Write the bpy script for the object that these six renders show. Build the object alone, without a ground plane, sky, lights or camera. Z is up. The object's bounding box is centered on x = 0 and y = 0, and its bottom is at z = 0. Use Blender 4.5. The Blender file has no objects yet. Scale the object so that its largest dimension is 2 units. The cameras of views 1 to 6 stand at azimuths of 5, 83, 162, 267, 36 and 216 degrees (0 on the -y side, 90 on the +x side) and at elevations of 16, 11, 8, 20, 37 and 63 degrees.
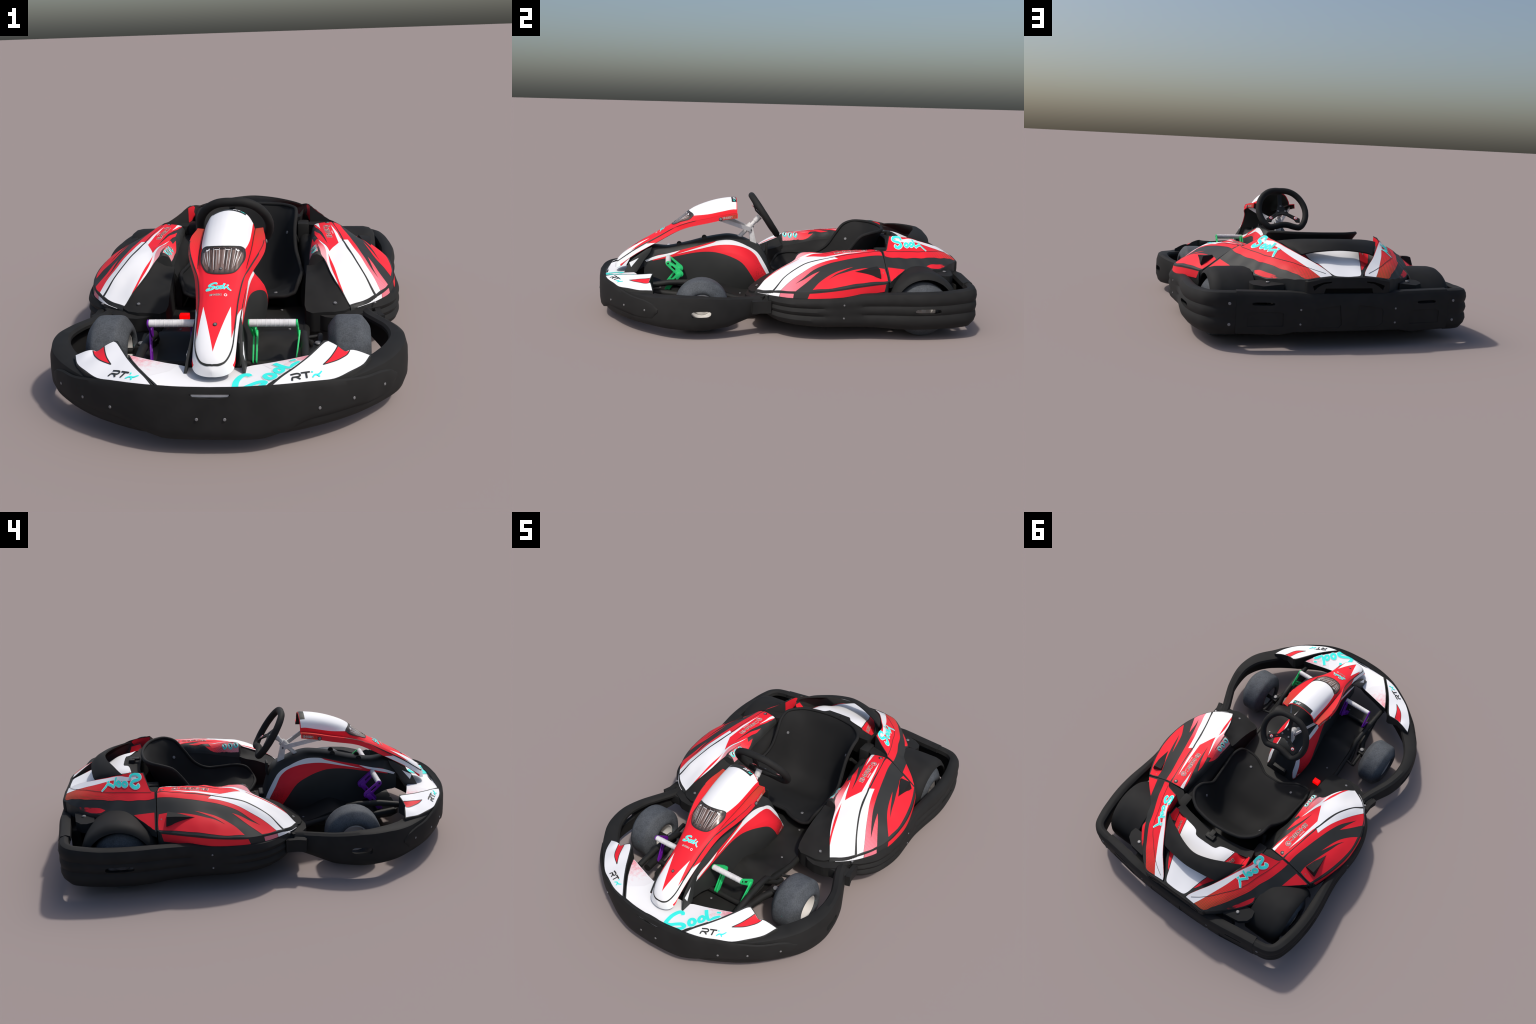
# Rental go-kart: lofts, swept bumpers, thin-plate body panels and vinyl decals.
import bpy, bmesh, math, random
import numpy as np
from mathutils import Vector, Matrix
from mathutils.bvhtree import BVHTree
from mathutils.geometry import delaunay_2d_cdt

random.seed(7)

# ------------------------------------------------------------------ materials
def new_mat(name):
    m = bpy.data.materials.new(name)
    m.use_nodes = True
    nt = m.node_tree
    b = nt.nodes["Principled BSDF"]
    return m, nt, b

def N(nt, kind, **kw):
    n = nt.nodes.new(kind)
    for k, v in kw.items():
        if k in n.inputs.keys():
            n.inputs[k].default_value = v
        else:
            setattr(n, k, v)
    return n

def paint(name, col, rough=0.45, spec=0.5, metal=0.0, vary=0.06, scale=14.0, bump=0.0, coat=0.0):
    """plain coloured plastic / paint with a faint mottling of tone and gloss"""
    m, nt, b = new_mat(name)
    tc = N(nt, "ShaderNodeTexCoord")
    no = N(nt, "ShaderNodeTexNoise", Scale=scale, Detail=4.0)
    nt.links.new(tc.outputs["Object"], no.inputs["Vector"])
    rmp = N(nt, "ShaderNodeMapRange")
    rmp.inputs["From Min"].default_value = 0.3
    rmp.inputs["From Max"].default_value = 0.7
    rmp.inputs["To Min"].default_value = 1.0 - vary
    rmp.inputs["To Max"].default_value = 1.0 + vary
    nt.links.new(no.outputs["Fac"], rmp.inputs["Value"])
    mul = N(nt, "ShaderNodeMix", data_type='RGBA', blend_type='MULTIPLY')
    mul.inputs[0].default_value = 1.0
    mul.inputs[6].default_value = (*col, 1)
    nt.links.new(rmp.outputs[0], mul.inputs[7])
    nt.links.new(mul.outputs[2], b.inputs["Base Color"])
    r2 = N(nt, "ShaderNodeMapRange")
    r2.inputs["To Min"].default_value = max(rough - 0.06, 0.02)
    r2.inputs["To Max"].default_value = min(rough + 0.06, 1)
    nt.links.new(no.outputs["Fac"], r2.inputs["Value"])
    nt.links.new(r2.outputs[0], b.inputs["Roughness"])
    b.inputs["Metallic"].default_value = metal
    b.inputs["Specular IOR Level"].default_value = spec
    b.inputs["Coat Weight"].default_value = coat
    if bump > 0:
        n2 = N(nt, "ShaderNodeTexNoise", Scale=420.0, Detail=2.0)
        nt.links.new(tc.outputs["Object"], n2.inputs["Vector"])
        bp = N(nt, "ShaderNodeBump", Strength=bump, Distance=0.001)
        nt.links.new(n2.outputs["Fac"], bp.inputs["Height"])
        nt.links.new(bp.outputs[0], b.inputs["Normal"])
    return m

RED = (0.90, 0.022, 0.038)
WHITE = (0.91, 0.91, 0.925)
BLACK = (0.0215, 0.0215, 0.0212)
CYAN = (0.055, 0.95, 0.85)

M = {}
M["black"] = paint("black_plastic", BLACK, 0.65, 0.12, vary=0.12, bump=0.05)
M["panel_black"] = paint("panel_black", (0.034, 0.035, 0.034), 0.55, 0.25, vary=0.05)
M["dark"] = paint("dark_frame", (0.017, 0.017, 0.016), 0.6, 0.3, vary=0.15)
M["void"] = paint("painted_vent_shade", (0.004, 0.004, 0.004), 0.9, 0.1)
M["seat"] = paint("seat_black", (0.0190, 0.0190, 0.0190), 0.7, 0.12, vary=0.05, scale=6)
M["red"] = paint("red_vinyl", RED, 0.55, 0.22, vary=0.02)
M["white"] = paint("white_vinyl", WHITE, 0.5, 0.3, vary=0.01)
M["line"] = paint("black_vinyl", (0.03, 0.032, 0.03), 0.5, 0.3)
M["cyan"] = paint("cyan_vinyl", CYAN, 0.55, 0.2, vary=0.01)
M["brown"] = paint("brown_vinyl", (0.20, 0.085, 0.045), 0.5, 0.3)
M["rose"] = paint("rose_vinyl", (0.85, 0.21, 0.27), 0.45, 0.4, vary=0.02)
M["silver"] = paint("pale_metal", (0.76, 0.75, 0.75), 0.4, 0.5, metal=0.0, vary=0.12, scale=30)
M["rim"] = paint("wheel_rim_pale", (0.74, 0.72, 0.69), 0.45, 0.4, vary=0.06)
M["lens_dark"] = paint("lens_dark", (0.035, 0.026, 0.024), 0.35, 0.4)
M["bolt"] = paint("bolt_steel", (0.20, 0.20, 0.205), 0.45, 0.5, metal=0.2)
M["washer"] = paint("washer_black", (0.012, 0.012, 0.012), 0.5, 0.4)
M["green"] = paint("green_anodised", (0.025, 0.66, 0.19), 0.4, 0.5, vary=0.05)
M["purple"] = paint("purple_anodised", (0.17, 0.010, 0.36), 0.4, 0.5, vary=0.05)

def tyre_mat():
    m, nt, b = new_mat("tyre_rubber")
    tc = N(nt, "ShaderNodeTexCoord")
    n1 = N(nt, "ShaderNodeTexNoise", Scale=26.0, Detail=6.0, Roughness=0.7)
    n2 = N(nt, "ShaderNodeTexNoise", Scale=190.0, Detail=3.0)
    for n in (n1, n2):
        nt.links.new(tc.outputs["Object"], n.inputs["Vector"])
    ad = N(nt, "ShaderNodeMath", operation='ADD')
    nt.links.new(n1.outputs["Fac"], ad.inputs[0])
    nt.links.new(n2.outputs["Fac"], ad.inputs[1])
    cr = N(nt, "ShaderNodeValToRGB")
    e = cr.color_ramp.elements
    e[0].position, e[0].color = 0.34, (0.052, 0.057, 0.063, 1)
    e[1].position, e[1].color = 0.68, (0.108, 0.120, 0.136, 1)
    hf = N(nt, "ShaderNodeMath", operation='MULTIPLY')
    hf.inputs[1].default_value = 0.5
    nt.links.new(ad.outputs[0], hf.inputs[0])
    nt.links.new(hf.outputs[0], cr.inputs["Fac"])
    # sparse teal flecks of worn marking
    v = N(nt, "ShaderNodeTexVoronoi", Scale=34.0)
    nt.links.new(tc.outputs["Object"], v.inputs["Vector"])
    lt = N(nt, "ShaderNodeMath", operation='LESS_THAN')
    lt.inputs[1].default_value = 0.10
    nt.links.new(v.outputs["Distance"], lt.inputs[0])
    gt = N(nt, "ShaderNodeMath", operation='GREATER_THAN')
    gt.inputs[1].default_value = 0.58
    nt.links.new(n1.outputs["Fac"], gt.inputs[0])
    mm = N(nt, "ShaderNodeMath", operation='MULTIPLY')
    nt.links.new(lt.outputs[0], mm.inputs[0])
    nt.links.new(gt.outputs[0], mm.inputs[1])
    mx = N(nt, "ShaderNodeMix", data_type='RGBA')
    mx.inputs[7].default_value = (0.05, 0.20, 0.19, 1)
    nt.links.new(mm.outputs[0], mx.inputs[0])
    nt.links.new(cr.outputs["Color"], mx.inputs[6])
    nt.links.new(mx.outputs[2], b.inputs["Base Color"])
    b.inputs["Roughness"].default_value = 0.75
    b.inputs["Specular IOR Level"].default_value = 0.3
    bp = N(nt, "ShaderNodeBump", Strength=0.25, Distance=0.002)
    nt.links.new(n2.outputs["Fac"], bp.inputs["Height"])
    nt.links.new(bp.outputs[0], b.inputs["Normal"])
    return m
M["tyre"] = tyre_mat()

def fade_mat(name, ca, cb, axis, lo, hi, cell=95.0, style='dots', soft=0.25):
    """two inks blended along an axis through a halftone grid of dots, streaks or grunge"""
    m, nt, b = new_mat(name)
    tc = N(nt, "ShaderNodeTexCoord")
    sx = N(nt, "ShaderNodeSeparateXYZ")
    nt.links.new(tc.outputs["Object"], sx.inputs[0])
    # directional coordinate = dot(axis, P)
    dt = N(nt, "ShaderNodeVectorMath", operation='DOT_PRODUCT')
    dt.inputs[1].default_value = axis
    nt.links.new(tc.outputs["Object"], dt.inputs[0])
    mr = N(nt, "ShaderNodeMapRange")
    mr.inputs["From Min"].default_value = lo
    mr.inputs["From Max"].default_value = hi
    nt.links.new(dt.outputs["Value"], mr.inputs["Value"])
    if style == 'dots':
        v = N(nt, "ShaderNodeTexVoronoi", Scale=cell)
        v.inputs["Randomness"].default_value = 0.0
        mp = N(nt, "ShaderNodeMapping")
        mp.inputs["Rotation"].default_value = (0.0, 0.0, 0.5)
        mp.inputs["Scale"].default_value = (1.0, 1.0, 0.02)
        nt.links.new(tc.outputs["Object"], mp.inputs["Vector"])
        nt.links.new(mp.outputs[0], v.inputs["Vector"])
        grain = v.outputs["Distance"]
    elif style == 'streak':
        mp = N(nt, "ShaderNodeMapping")
        mp.inputs["Scale"].default_value = (1.0, 0.25, 2.0)
        nt.links.new(tc.outputs["Object"], mp.inputs["Vector"])
        v = N(nt, "ShaderNodeTexNoise", Scale=cell, Detail=3.0)
        nt.links.new(mp.outputs[0], v.inputs["Vector"])
        grain = v.outputs["Fac"]
    else:
        v = N(nt, "ShaderNodeTexNoise", Scale=cell, Detail=6.0, Roughness=0.75)
        nt.links.new(tc.outputs["Object"], v.inputs["Vector"])
        grain = v.outputs["Fac"]
    # mask = smoothstep(grain + soft*(fade))
    ad = N(nt, "ShaderNodeMath", operation='SUBTRACT')
    nt.links.new(mr.outputs[0], ad.inputs[0])
    nt.links.new(grain, ad.inputs[1])
    m2 = N(nt, "ShaderNodeMapRange")
    m2.interpolation_type = 'SMOOTHSTEP'
    m2.inputs["From Min"].default_value = -soft
    m2.inputs["From Max"].default_value = soft
    nt.links.new(ad.outputs[0], m2.inputs["Value"])
    mx = N(nt, "ShaderNodeMix", data_type='RGBA')
    mx.inputs[6].default_value = (*ca, 1)
    mx.inputs[7].default_value = (*cb, 1)
    nt.links.new(m2.outputs[0], mx.inputs[0])
    nt.links.new(mx.outputs[2], b.inputs["Base Color"])
    b.inputs["Roughness"].default_value = 0.55
    b.inputs["Specular IOR Level"].default_value = 0.22
    return m

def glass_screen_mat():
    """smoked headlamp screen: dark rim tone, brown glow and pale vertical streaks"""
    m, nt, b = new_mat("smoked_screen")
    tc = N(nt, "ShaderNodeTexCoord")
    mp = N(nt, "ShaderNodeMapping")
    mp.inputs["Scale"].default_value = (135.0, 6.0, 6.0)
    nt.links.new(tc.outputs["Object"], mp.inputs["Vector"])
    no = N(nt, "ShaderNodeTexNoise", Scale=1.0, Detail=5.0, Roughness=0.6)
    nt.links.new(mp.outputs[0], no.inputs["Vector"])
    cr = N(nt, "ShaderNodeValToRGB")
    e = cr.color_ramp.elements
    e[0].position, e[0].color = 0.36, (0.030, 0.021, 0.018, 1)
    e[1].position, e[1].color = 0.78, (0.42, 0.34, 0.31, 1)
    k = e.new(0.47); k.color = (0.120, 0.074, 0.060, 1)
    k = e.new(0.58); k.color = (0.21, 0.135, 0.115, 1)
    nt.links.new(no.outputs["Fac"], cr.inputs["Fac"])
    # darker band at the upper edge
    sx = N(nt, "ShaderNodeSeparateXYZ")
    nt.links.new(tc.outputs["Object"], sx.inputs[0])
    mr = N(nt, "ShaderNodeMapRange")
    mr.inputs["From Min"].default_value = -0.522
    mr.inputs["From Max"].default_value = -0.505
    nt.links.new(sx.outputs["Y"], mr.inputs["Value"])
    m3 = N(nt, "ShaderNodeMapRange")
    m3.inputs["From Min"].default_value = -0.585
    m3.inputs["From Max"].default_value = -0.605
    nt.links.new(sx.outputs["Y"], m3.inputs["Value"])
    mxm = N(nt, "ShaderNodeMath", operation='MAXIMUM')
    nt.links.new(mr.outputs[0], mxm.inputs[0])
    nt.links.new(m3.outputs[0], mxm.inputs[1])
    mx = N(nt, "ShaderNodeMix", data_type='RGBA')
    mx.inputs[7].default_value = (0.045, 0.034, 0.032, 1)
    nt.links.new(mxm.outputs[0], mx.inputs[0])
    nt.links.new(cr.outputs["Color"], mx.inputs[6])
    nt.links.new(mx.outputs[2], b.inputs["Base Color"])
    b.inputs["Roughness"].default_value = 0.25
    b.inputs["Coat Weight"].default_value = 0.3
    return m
M["screen"] = glass_screen_mat()

def lamp_mat():
    m, nt, b = new_mat("glowing_red_lamp")
    b.inputs["Base Color"].default_value = (0.9, 0.0, 0.0, 1)
    b.inputs["Emission Color"].default_value = (1.0, 0.0, 0.0, 1)
    b.inputs["Emission Strength"].default_value = 1.0
    return m
M["lamp"] = lamp_mat()

# ------------------------------------------------------------------ mesh tools
ROOT = bpy.data.objects.new("go_kart", None)
bpy.context.scene.collection.objects.link(ROOT)
ROOT["label"] = "low red, white and black racing kart with wraparound bumpers"
ROOT["category"] = "go kart"

def add(name, me, parent=None, mat=None, angle=40):
    if mat is not None and len(me.materials) == 0:
        me.materials.append(M[mat] if isinstance(mat, str) else mat)
    if angle is not None:
        me.polygons.foreach_set("use_smooth", [True] * len(me.polygons))
        me.set_sharp_from_angle(angle=math.radians(angle))
    o = bpy.data.objects.new(name, me)
    bpy.context.scene.collection.objects.link(o)
    o.parent = parent if parent is not None else ROOT
    return o

def mesh_of(verts, faces, name="part", fix=True):
    me = bpy.data.meshes.new(name)
    me.from_pydata([tuple(map(float, v)) for v in verts], [], [tuple(map(int, f)) for f in faces])
    if fix:
        bm = bmesh.new(); bm.from_mesh(me)
        bmesh.ops.remove_doubles(bm, verts=bm.verts, dist=1e-5)
        bmesh.ops.recalc_face_normals(bm, faces=bm.faces)
        bm.to_mesh(me); bm.free()
    return me

def mirrored(o, parent=None, name=None):
    """copy reflected in x, geometry baked so all scales stay positive"""
    me = o.data.copy()
    me.transform(Matrix.Diagonal((-1, 1, 1, 1)))
    me.flip_normals()
    c = bpy.data.objects.new(name or o.name.split(".")[0], me)
    bpy.context.scene.collection.objects.link(c)
    c.parent = parent if parent is not None else ROOT
    return c

def catmull(pts, per=8, closed=False):
    P = [np.array(p, float) for p in pts]
    n = len(P); out = []
    rng = n if closed else n - 1
    for i in range(rng):
        p1, p2 = P[i], P[(i + 1) % n]
        p0 = P[i - 1] if (closed or i > 0) else 2 * p1 - p2
        p3 = P[(i + 2) % n] if (closed or i + 2 < n) else 2 * p2 - p1
        d01, d12, d23 = [max(np.linalg.norm(a - b), 1e-6) ** 0.5 for a, b in ((p0, p1), (p1, p2), (p2, p3))]
        m1 = (p2 - p1) + d12 * ((p1 - p0) / d01 - (p2 - p0) / (d01 + d12))
        m2 = (p2 - p1) + d12 * ((p3 - p2) / d23 - (p3 - p1) / (d12 + d23))
        for k in range(per):
            t = k / per
            out.append((2*t**3-3*t*t+1)*p1 + (t**3-2*t*t+t)*m1 + (-2*t**3+3*t*t)*p2 + (t**3-t*t)*m2)
    if not closed:
        out.append(P[-1])
    return out

def resample(pts, n, closed=False):
    P = np.array(pts, float)
    if closed:
        P = np.vstack([P, P[:1]])
    s = np.concatenate([[0], np.cumsum(np.linalg.norm(np.diff(P, axis=0), axis=1))])
    t = np.linspace(0, s[-1], n + (1 if closed else 0))
    Q = np.stack([np.interp(t, s, P[:, k]) for k in range(P.shape[1])], 1)
    return Q[:-1] if closed else Q

def grid_mesh(rows, close_u=False, close_v=False, cap=False):
    """rows: list of equal-length point rows -> quad mesh"""
    R, C = len(rows), len(rows[0])
    V = [p for r in rows for p in r]
    F = []
    for i in range(R if close_v else R - 1):
        for j in range(C if close_u else C - 1):
            a, b = i * C + j, i * C + (j + 1) % C
            c, d = ((i + 1) % R) * C + (j + 1) % C, ((i + 1) % R) * C + j
            F.append((a, b, c, d))
    if cap:
        F.append(tuple(range(C))[::-1])
        F.append(tuple((R - 1) * C + j for j in range(C)))
    return V, F

def smooth_grid(rows, pu=4, pv=4):
    """Catmull-Rom refinement of a control grid in both directions"""
    r2 = [catmull(r, pu) for r in rows]
    cols = list(zip(*r2))
    c2 = [catmull(c, pv) for c in cols]
    return [list(r) for r in zip(*c2)]

def frames(path, closed=False, up=Vector((0, 0, 1))):
    P = [Vector(p) for p in path]
    n = len(P); out = []
    for i in range(n):
        a = P[i - 1] if (closed or i > 0) else P[i]
        b = P[(i + 1) % n] if (closed or i < n - 1) else P[i]
        t = (b - a).normalized()
        u = up if abs(t.dot(up)) < 0.95 else Vector((1, 0, 0))
        s = t.cross(u).normalized()
        out.append((P[i], t, s, s.cross(t).normalized()))
    return out

def tube_mesh(path, r, seg=14, closed=False, cap=True, rz=None):
    rows = []
    fr = frames(path, closed)
    for k, (p, t, s, u) in enumerate(fr):
        rr = r[k] if isinstance(r, (list, tuple)) else r
        rows.append([p + s * (rr * math.cos(2*math.pi*j/seg)) + u * ((rz or rr) * math.sin(2*math.pi*j/seg)) for j in range(seg)])
    V, F = grid_mesh(rows, close_u=True, close_v=closed, cap=cap and not closed)
    return mesh_of(V, F)

def tube(name, path, r, mat, parent=None, seg=14, closed=False, angle=50, rz=None):
    return add(name, tube_mesh(path, r, seg, closed, rz=rz), parent, mat, angle)

def lathe_mesh(profile, centre, axis='X', seg=40, a0=0.0, a1=2*math.pi):
    """profile: (axial, radius) pairs"""
    full = abs(a1 - a0 - 2*math.pi) < 1e-6
    n = seg if full else seg + 1
    rows = []
    for i in range(n):
        a = a0 + (a1 - a0) * i / seg
        ca, sa = math.cos(a), math.sin(a)
        row = []
        for h, r in profile:
            row.append((centre[0] + h, centre[1] + r * ca, centre[2] + r * sa))
        rows.append(row)
    V, F = grid_mesh(rows, close_u=False, close_v=full)
    return mesh_of(V, F)

def box_mesh(c, size, bevel=0.0, seg=2):
    bm = bmesh.new()
    bmesh.ops.create_cube(bm, size=1.0)
    bmesh.ops.scale(bm, vec=size, verts=bm.verts)
    if bevel > 0:
        bmesh.ops.bevel(bm, geom=bm.edges[:], offset=bevel, segments=seg, affect='EDGES', profile=0.6)
    bmesh.ops.translate(bm, vec=c, verts=bm.verts)
    me = bpy.data.meshes.new("block"); bm.to_mesh(me); bm.free()
    return me

def join_meshes(meshes):
    bm = bmesh.new()
    for me in meshes:
        bm.from_mesh(me)
    out = bpy.data.meshes.new("joined"); bm.to_mesh(out); bm.free()
    for m in meshes[0].materials:
        out.materials.append(m)
    return out

def subtract(o, cutters):
    """boolean difference with throw-away cutter meshes"""
    tmp = []
    for me in cutters:
        c = bpy.data.objects.new("cutter", me)
        bpy.context.scene.collection.objects.link(c)
        md = o.modifiers.new("cut", 'BOOLEAN')
        md.operation = 'DIFFERENCE'; md.solver = 'EXACT'; md.object = c
        tmp.append(c)
    dg = bpy.context.evaluated_depsgraph_get()
    new = bpy.data.meshes.new_from_object(o.evaluated_get(dg))
    o.modifiers.clear()
    o.data = new
    new.polygons.foreach_set("use_smooth", [True] * len(new.polygons))
    new.set_sharp_from_angle(angle=math.radians(35))
    for c in tmp:
        bpy.data.objects.remove(c)

def in_poly(pts, poly):
    P = np.asarray(pts, float); Q = np.asarray(poly, float)
    x, y = P[:, 0], P[:, 1]
    ins = np.zeros(len(P), bool)
    j = len(Q) - 1
    for i in range(len(Q)):
        xi, yi, xj, yj = Q[i, 0], Q[i, 1], Q[j, 0], Q[j, 1]
        c = ((yi > y) != (yj > y)) & (x < (xj - xi) * (y - yi) / (yj - yi + 1e-12) + xi)
        ins ^= c
        j = i
    return ins

def seg_dist(pts, poly):
    P = np.asarray(pts, float); Q = np.asarray(poly, float)
    best = np.full(len(P), 1e9)
    for i in range(len(Q)):
        a, b = Q[i - 1], Q[i]
        ab = b - a
        t = np.clip(((P - a) @ ab) / (ab @ ab + 1e-12), 0, 1)
        best = np.minimum(best, np.linalg.norm(P - a - t[:, None] * ab, axis=1))
    return best

def densify(poly, step):
    out = []
    for i in range(len(poly)):
        a, b = np.array(poly[i], float), np.array(poly[(i + 1) % len(poly)], float)
        n = max(1, int(math.ceil(np.linalg.norm(b - a) / step)))
        out += [a + (b - a) * k / n for k in range(n)]
    return out

def fill_poly(poly, step, jitter=0.0):
    """constrained Delaunay fill of a plan polygon with an interior lattice"""
    B = densify(poly, step)
    B2 = np.array(B)
    lo, hi = B2.min(0), B2.max(0)
    xs = np.arange(lo[0], hi[0], step); ys = np.arange(lo[1], hi[1], step * 0.87)
    I = np.array([(x + (step / 2 if k % 2 else 0), y) for k, y in enumerate(ys) for x in xs]).reshape(-1, 2)
    if len(I):
        I = I[in_poly(I, B2)]
    if len(I):
        I = I[seg_dist(I, B2) > step * 0.55]
    nb = len(B)
    allp = [Vector(p) for p in B] + [Vector(p) for p in I]
    res = delaunay_2d_cdt(allp, [], [list(range(nb))], 1, 1e-6)
    V = [tuple(v) for v in res[0]]
    return V, [tuple(f) for f in res[2]], nb

class Sheet:
    """thin-plate spline height field z(x, y) through control points"""
    def __init__(self, pts, mirror=False, smooth=1e-6):
        A = np.array(pts, float)
        if mirror:
            B = A[np.abs(A[:, 0]) > 1e-6] * np.array([-1, 1, 1])
            A = np.vstack([A, B])
        self.c = A[:, :2]
        n = len(A)
        K = self.phi(self.c, self.c) + smooth * np.eye(n)
        P = np.hstack([np.ones((n, 1)), self.c])
        S = np.zeros((n + 3, n + 3))
        S[:n, :n] = K; S[:n, n:] = P; S[n:, :n] = P.T
        self.w = np.linalg.solve(S, np.concatenate([A[:, 2], np.zeros(3)]))
    @staticmethod
    def phi(a, b):
        d = np.linalg.norm(a[:, None] - b[None], axis=2)
        return np.where(d > 1e-9, d * d * np.log(d + 1e-12), 0.0)
    def __call__(self, xy):
        Q = np.atleast_2d(np.asarray(xy, float))[:, :2]
        K = self.phi(Q, self.c)
        n = len(self.c)
        return K @ self.w[:n] + self.w[n] + Q @ self.w[n + 1:]

def solid_sheet(outline, top, bottom, step=0.012):
    """closed solid between a height field and a lower height (number or function)"""
    V, F, nb = fill_poly(outline, step)
    xy = np.array(V)
    zt = top(xy)
    zb = np.array([bottom(x, y) if callable(bottom) else bottom for x, y in xy])
    zb = np.minimum(zb, zt - 0.002)
    n = len(V)
    verts = [(x, y, z) for (x, y), z in zip(V, zt)] + [(x, y, z) for (x, y), z in zip(V, zb)]
    faces = list(F) + [tuple(n + i for i in f[::-1]) for f in F]
    # walls along boundary edges
    cnt = {}
    for f in F:
        for a, b in zip(f, f[1:] + f[:1]):
            k = (min(a, b), max(a, b))
            cnt.setdefault(k, []).append((a, b))
    for k, v in cnt.items():
        if len(v) == 1:
            a, b = v[0]
            faces.append((b, a, n + a, n + b))
    return mesh_of(verts, faces)

def curve_plate(loops, depth, bevel=0.0):
    """flat plate with holes from closed 2-D loops, extruded in local z"""
    cu = bpy.data.curves.new("plate", 'CURVE')
    cu.dimensions = '2D'; cu.fill_mode = 'BOTH'
    cu.extrude = depth / 2; cu.bevel_depth = bevel; cu.bevel_resolution = 1
    for L in loops:
        sp = cu.splines.new('POLY')
        sp.points.add(len(L) - 1)
        for p, q in zip(sp.points, L):
            p.co = (q[0], q[1], 0, 1)
        sp.use_cyclic_u = True
    o = bpy.data.objects.new("plate", cu)
    bpy.context.scene.collection.objects.link(o)
    dg = bpy.context.evaluated_depsgraph_get()
    me = bpy.data.meshes.new_from_object(o.evaluated_get(dg))
    bpy.data.objects.remove(o)
    bm = bmesh.new(); bm.from_mesh(me)
    bmesh.ops.remove_doubles(bm, verts=bm.verts, dist=1e-6)
    bm.to_mesh(me); bm.free()
    return me

def place(me, origin, ex, ey, ez):
    m = Matrix((ex, ey, ez)).transposed().to_4x4()
    m.translation = Vector(origin)
    me.transform(m)
    return me

def orient(z, hint=(0, 0, 1)):
    z = Vector(z).normalized(); h = Vector(hint)
    if abs(z.dot(h)) > 0.95:
        h = Vector((0, 1, 0))
    x = h.cross(z).normalized(); y = z.cross(x)
    return x, y, z

def disc_mesh(r, h, seg=16, dome=0.3):
    prof = [(r, 0), (r, h * 0.6), (r * 0.8, h), (0.0001, h * (1 + dome * 0.2))]
    rows = [[(p[0]*math.cos(2*math.pi*i/seg), p[0]*math.sin(2*math.pi*i/seg), p[1]) for p in prof] for i in range(seg)]
    V, F = grid_mesh(rows, close_v=True)
    return mesh_of(V, F)

BOLT_HEAD = disc_mesh(1.0, 0.55); BOLT_HEAD.materials.append(M["bolt"])
BOLT_HEAD.polygons.foreach_set("use_smooth", [True]*len(BOLT_HEAD.polygons)); BOLT_HEAD.set_sharp_from_angle(angle=0.6)
WASHER = disc_mesh(1.0, 0.18); WASHER.materials.append(M["washer"])

def bolt(pos, nrm, r=0.006, parent=None, washer=0.0):
    x, y, z = orient(nrm)
    for me, rr, nm, lift in ((BOLT_HEAD, r, "bolt", 0.0), (WASHER, washer, "washer", -0.0004)):
        if rr <= 0:
            continue
        o = bpy.data.objects.new(nm, me)
        m = Matrix((x * rr, y * rr, z * rr)).transposed().to_4x4()
        m.translation = Vector(pos) + z * lift
        o.matrix_world = m
        bpy.context.scene.collection.objects.link(o)
        o.parent = parent if parent is not None else ROOT

def bolt_pair(pos, nrm, r=0.006, parents=(None, None), washer=0.0):
    bolt(pos, nrm, r, parents[0], washer)
    bolt((-pos[0], pos[1], pos[2]), (-nrm[0], nrm[1], nrm[2]), r, parents[1], washer)

# ------------------------------------------------------------------ 1. bumpers
def band_sweep(path, profile_at, cap=True):
    """sweep a vertical cross-section (outward offset, z) along a plan path; +offset = right of travel"""
    fr = frames([(p[0], p[1], 0) for p in path])
    rows = []
    for k, (p, t, s, u) in enumerate(fr):
        rows.append([(p.x + s.x * o, p.y + s.y * o, z) for o, z in profile_at(k, path[k])])
    V, F = grid_mesh(rows, close_u=True, cap=cap)
    return mesh_of(V, F)

# front ring: plan outline of the widest line, right end -> nose -> left end
ring_half = [(0.548, -0.125), (0.567, -0.190), (0.599, -0.262), (0.634, -0.345), (0.655, -0.440), (0.655, -0.530),
             (0.625, -0.632), (0.560, -0.725), (0.449, -0.836), (0.338, -0.906), (0.235, -0.953), (0.120, -0.981), (0.0, -0.989)]
ring_path = catmull(ring_half, 6)
ring_path = [(-p[0], p[1]) for p in ring_path] + [(p[0], p[1]) for p in ring_path[::-1][1:]]
ring_y = np.array([-0.99, -0.95, -0.85, -0.72, -0.60, -0.46, -0.32, -0.20, -0.125])
ring_bot = np.array([0.060, 0.056, 0.058, 0.056, 0.053, 0.050, 0.060, 0.094, 0.118])
ring_top = np.array([0.226, 0.224, 0.214, 0.208, 0.215, 0.216, 0.204, 0.196, 0.195])
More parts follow.
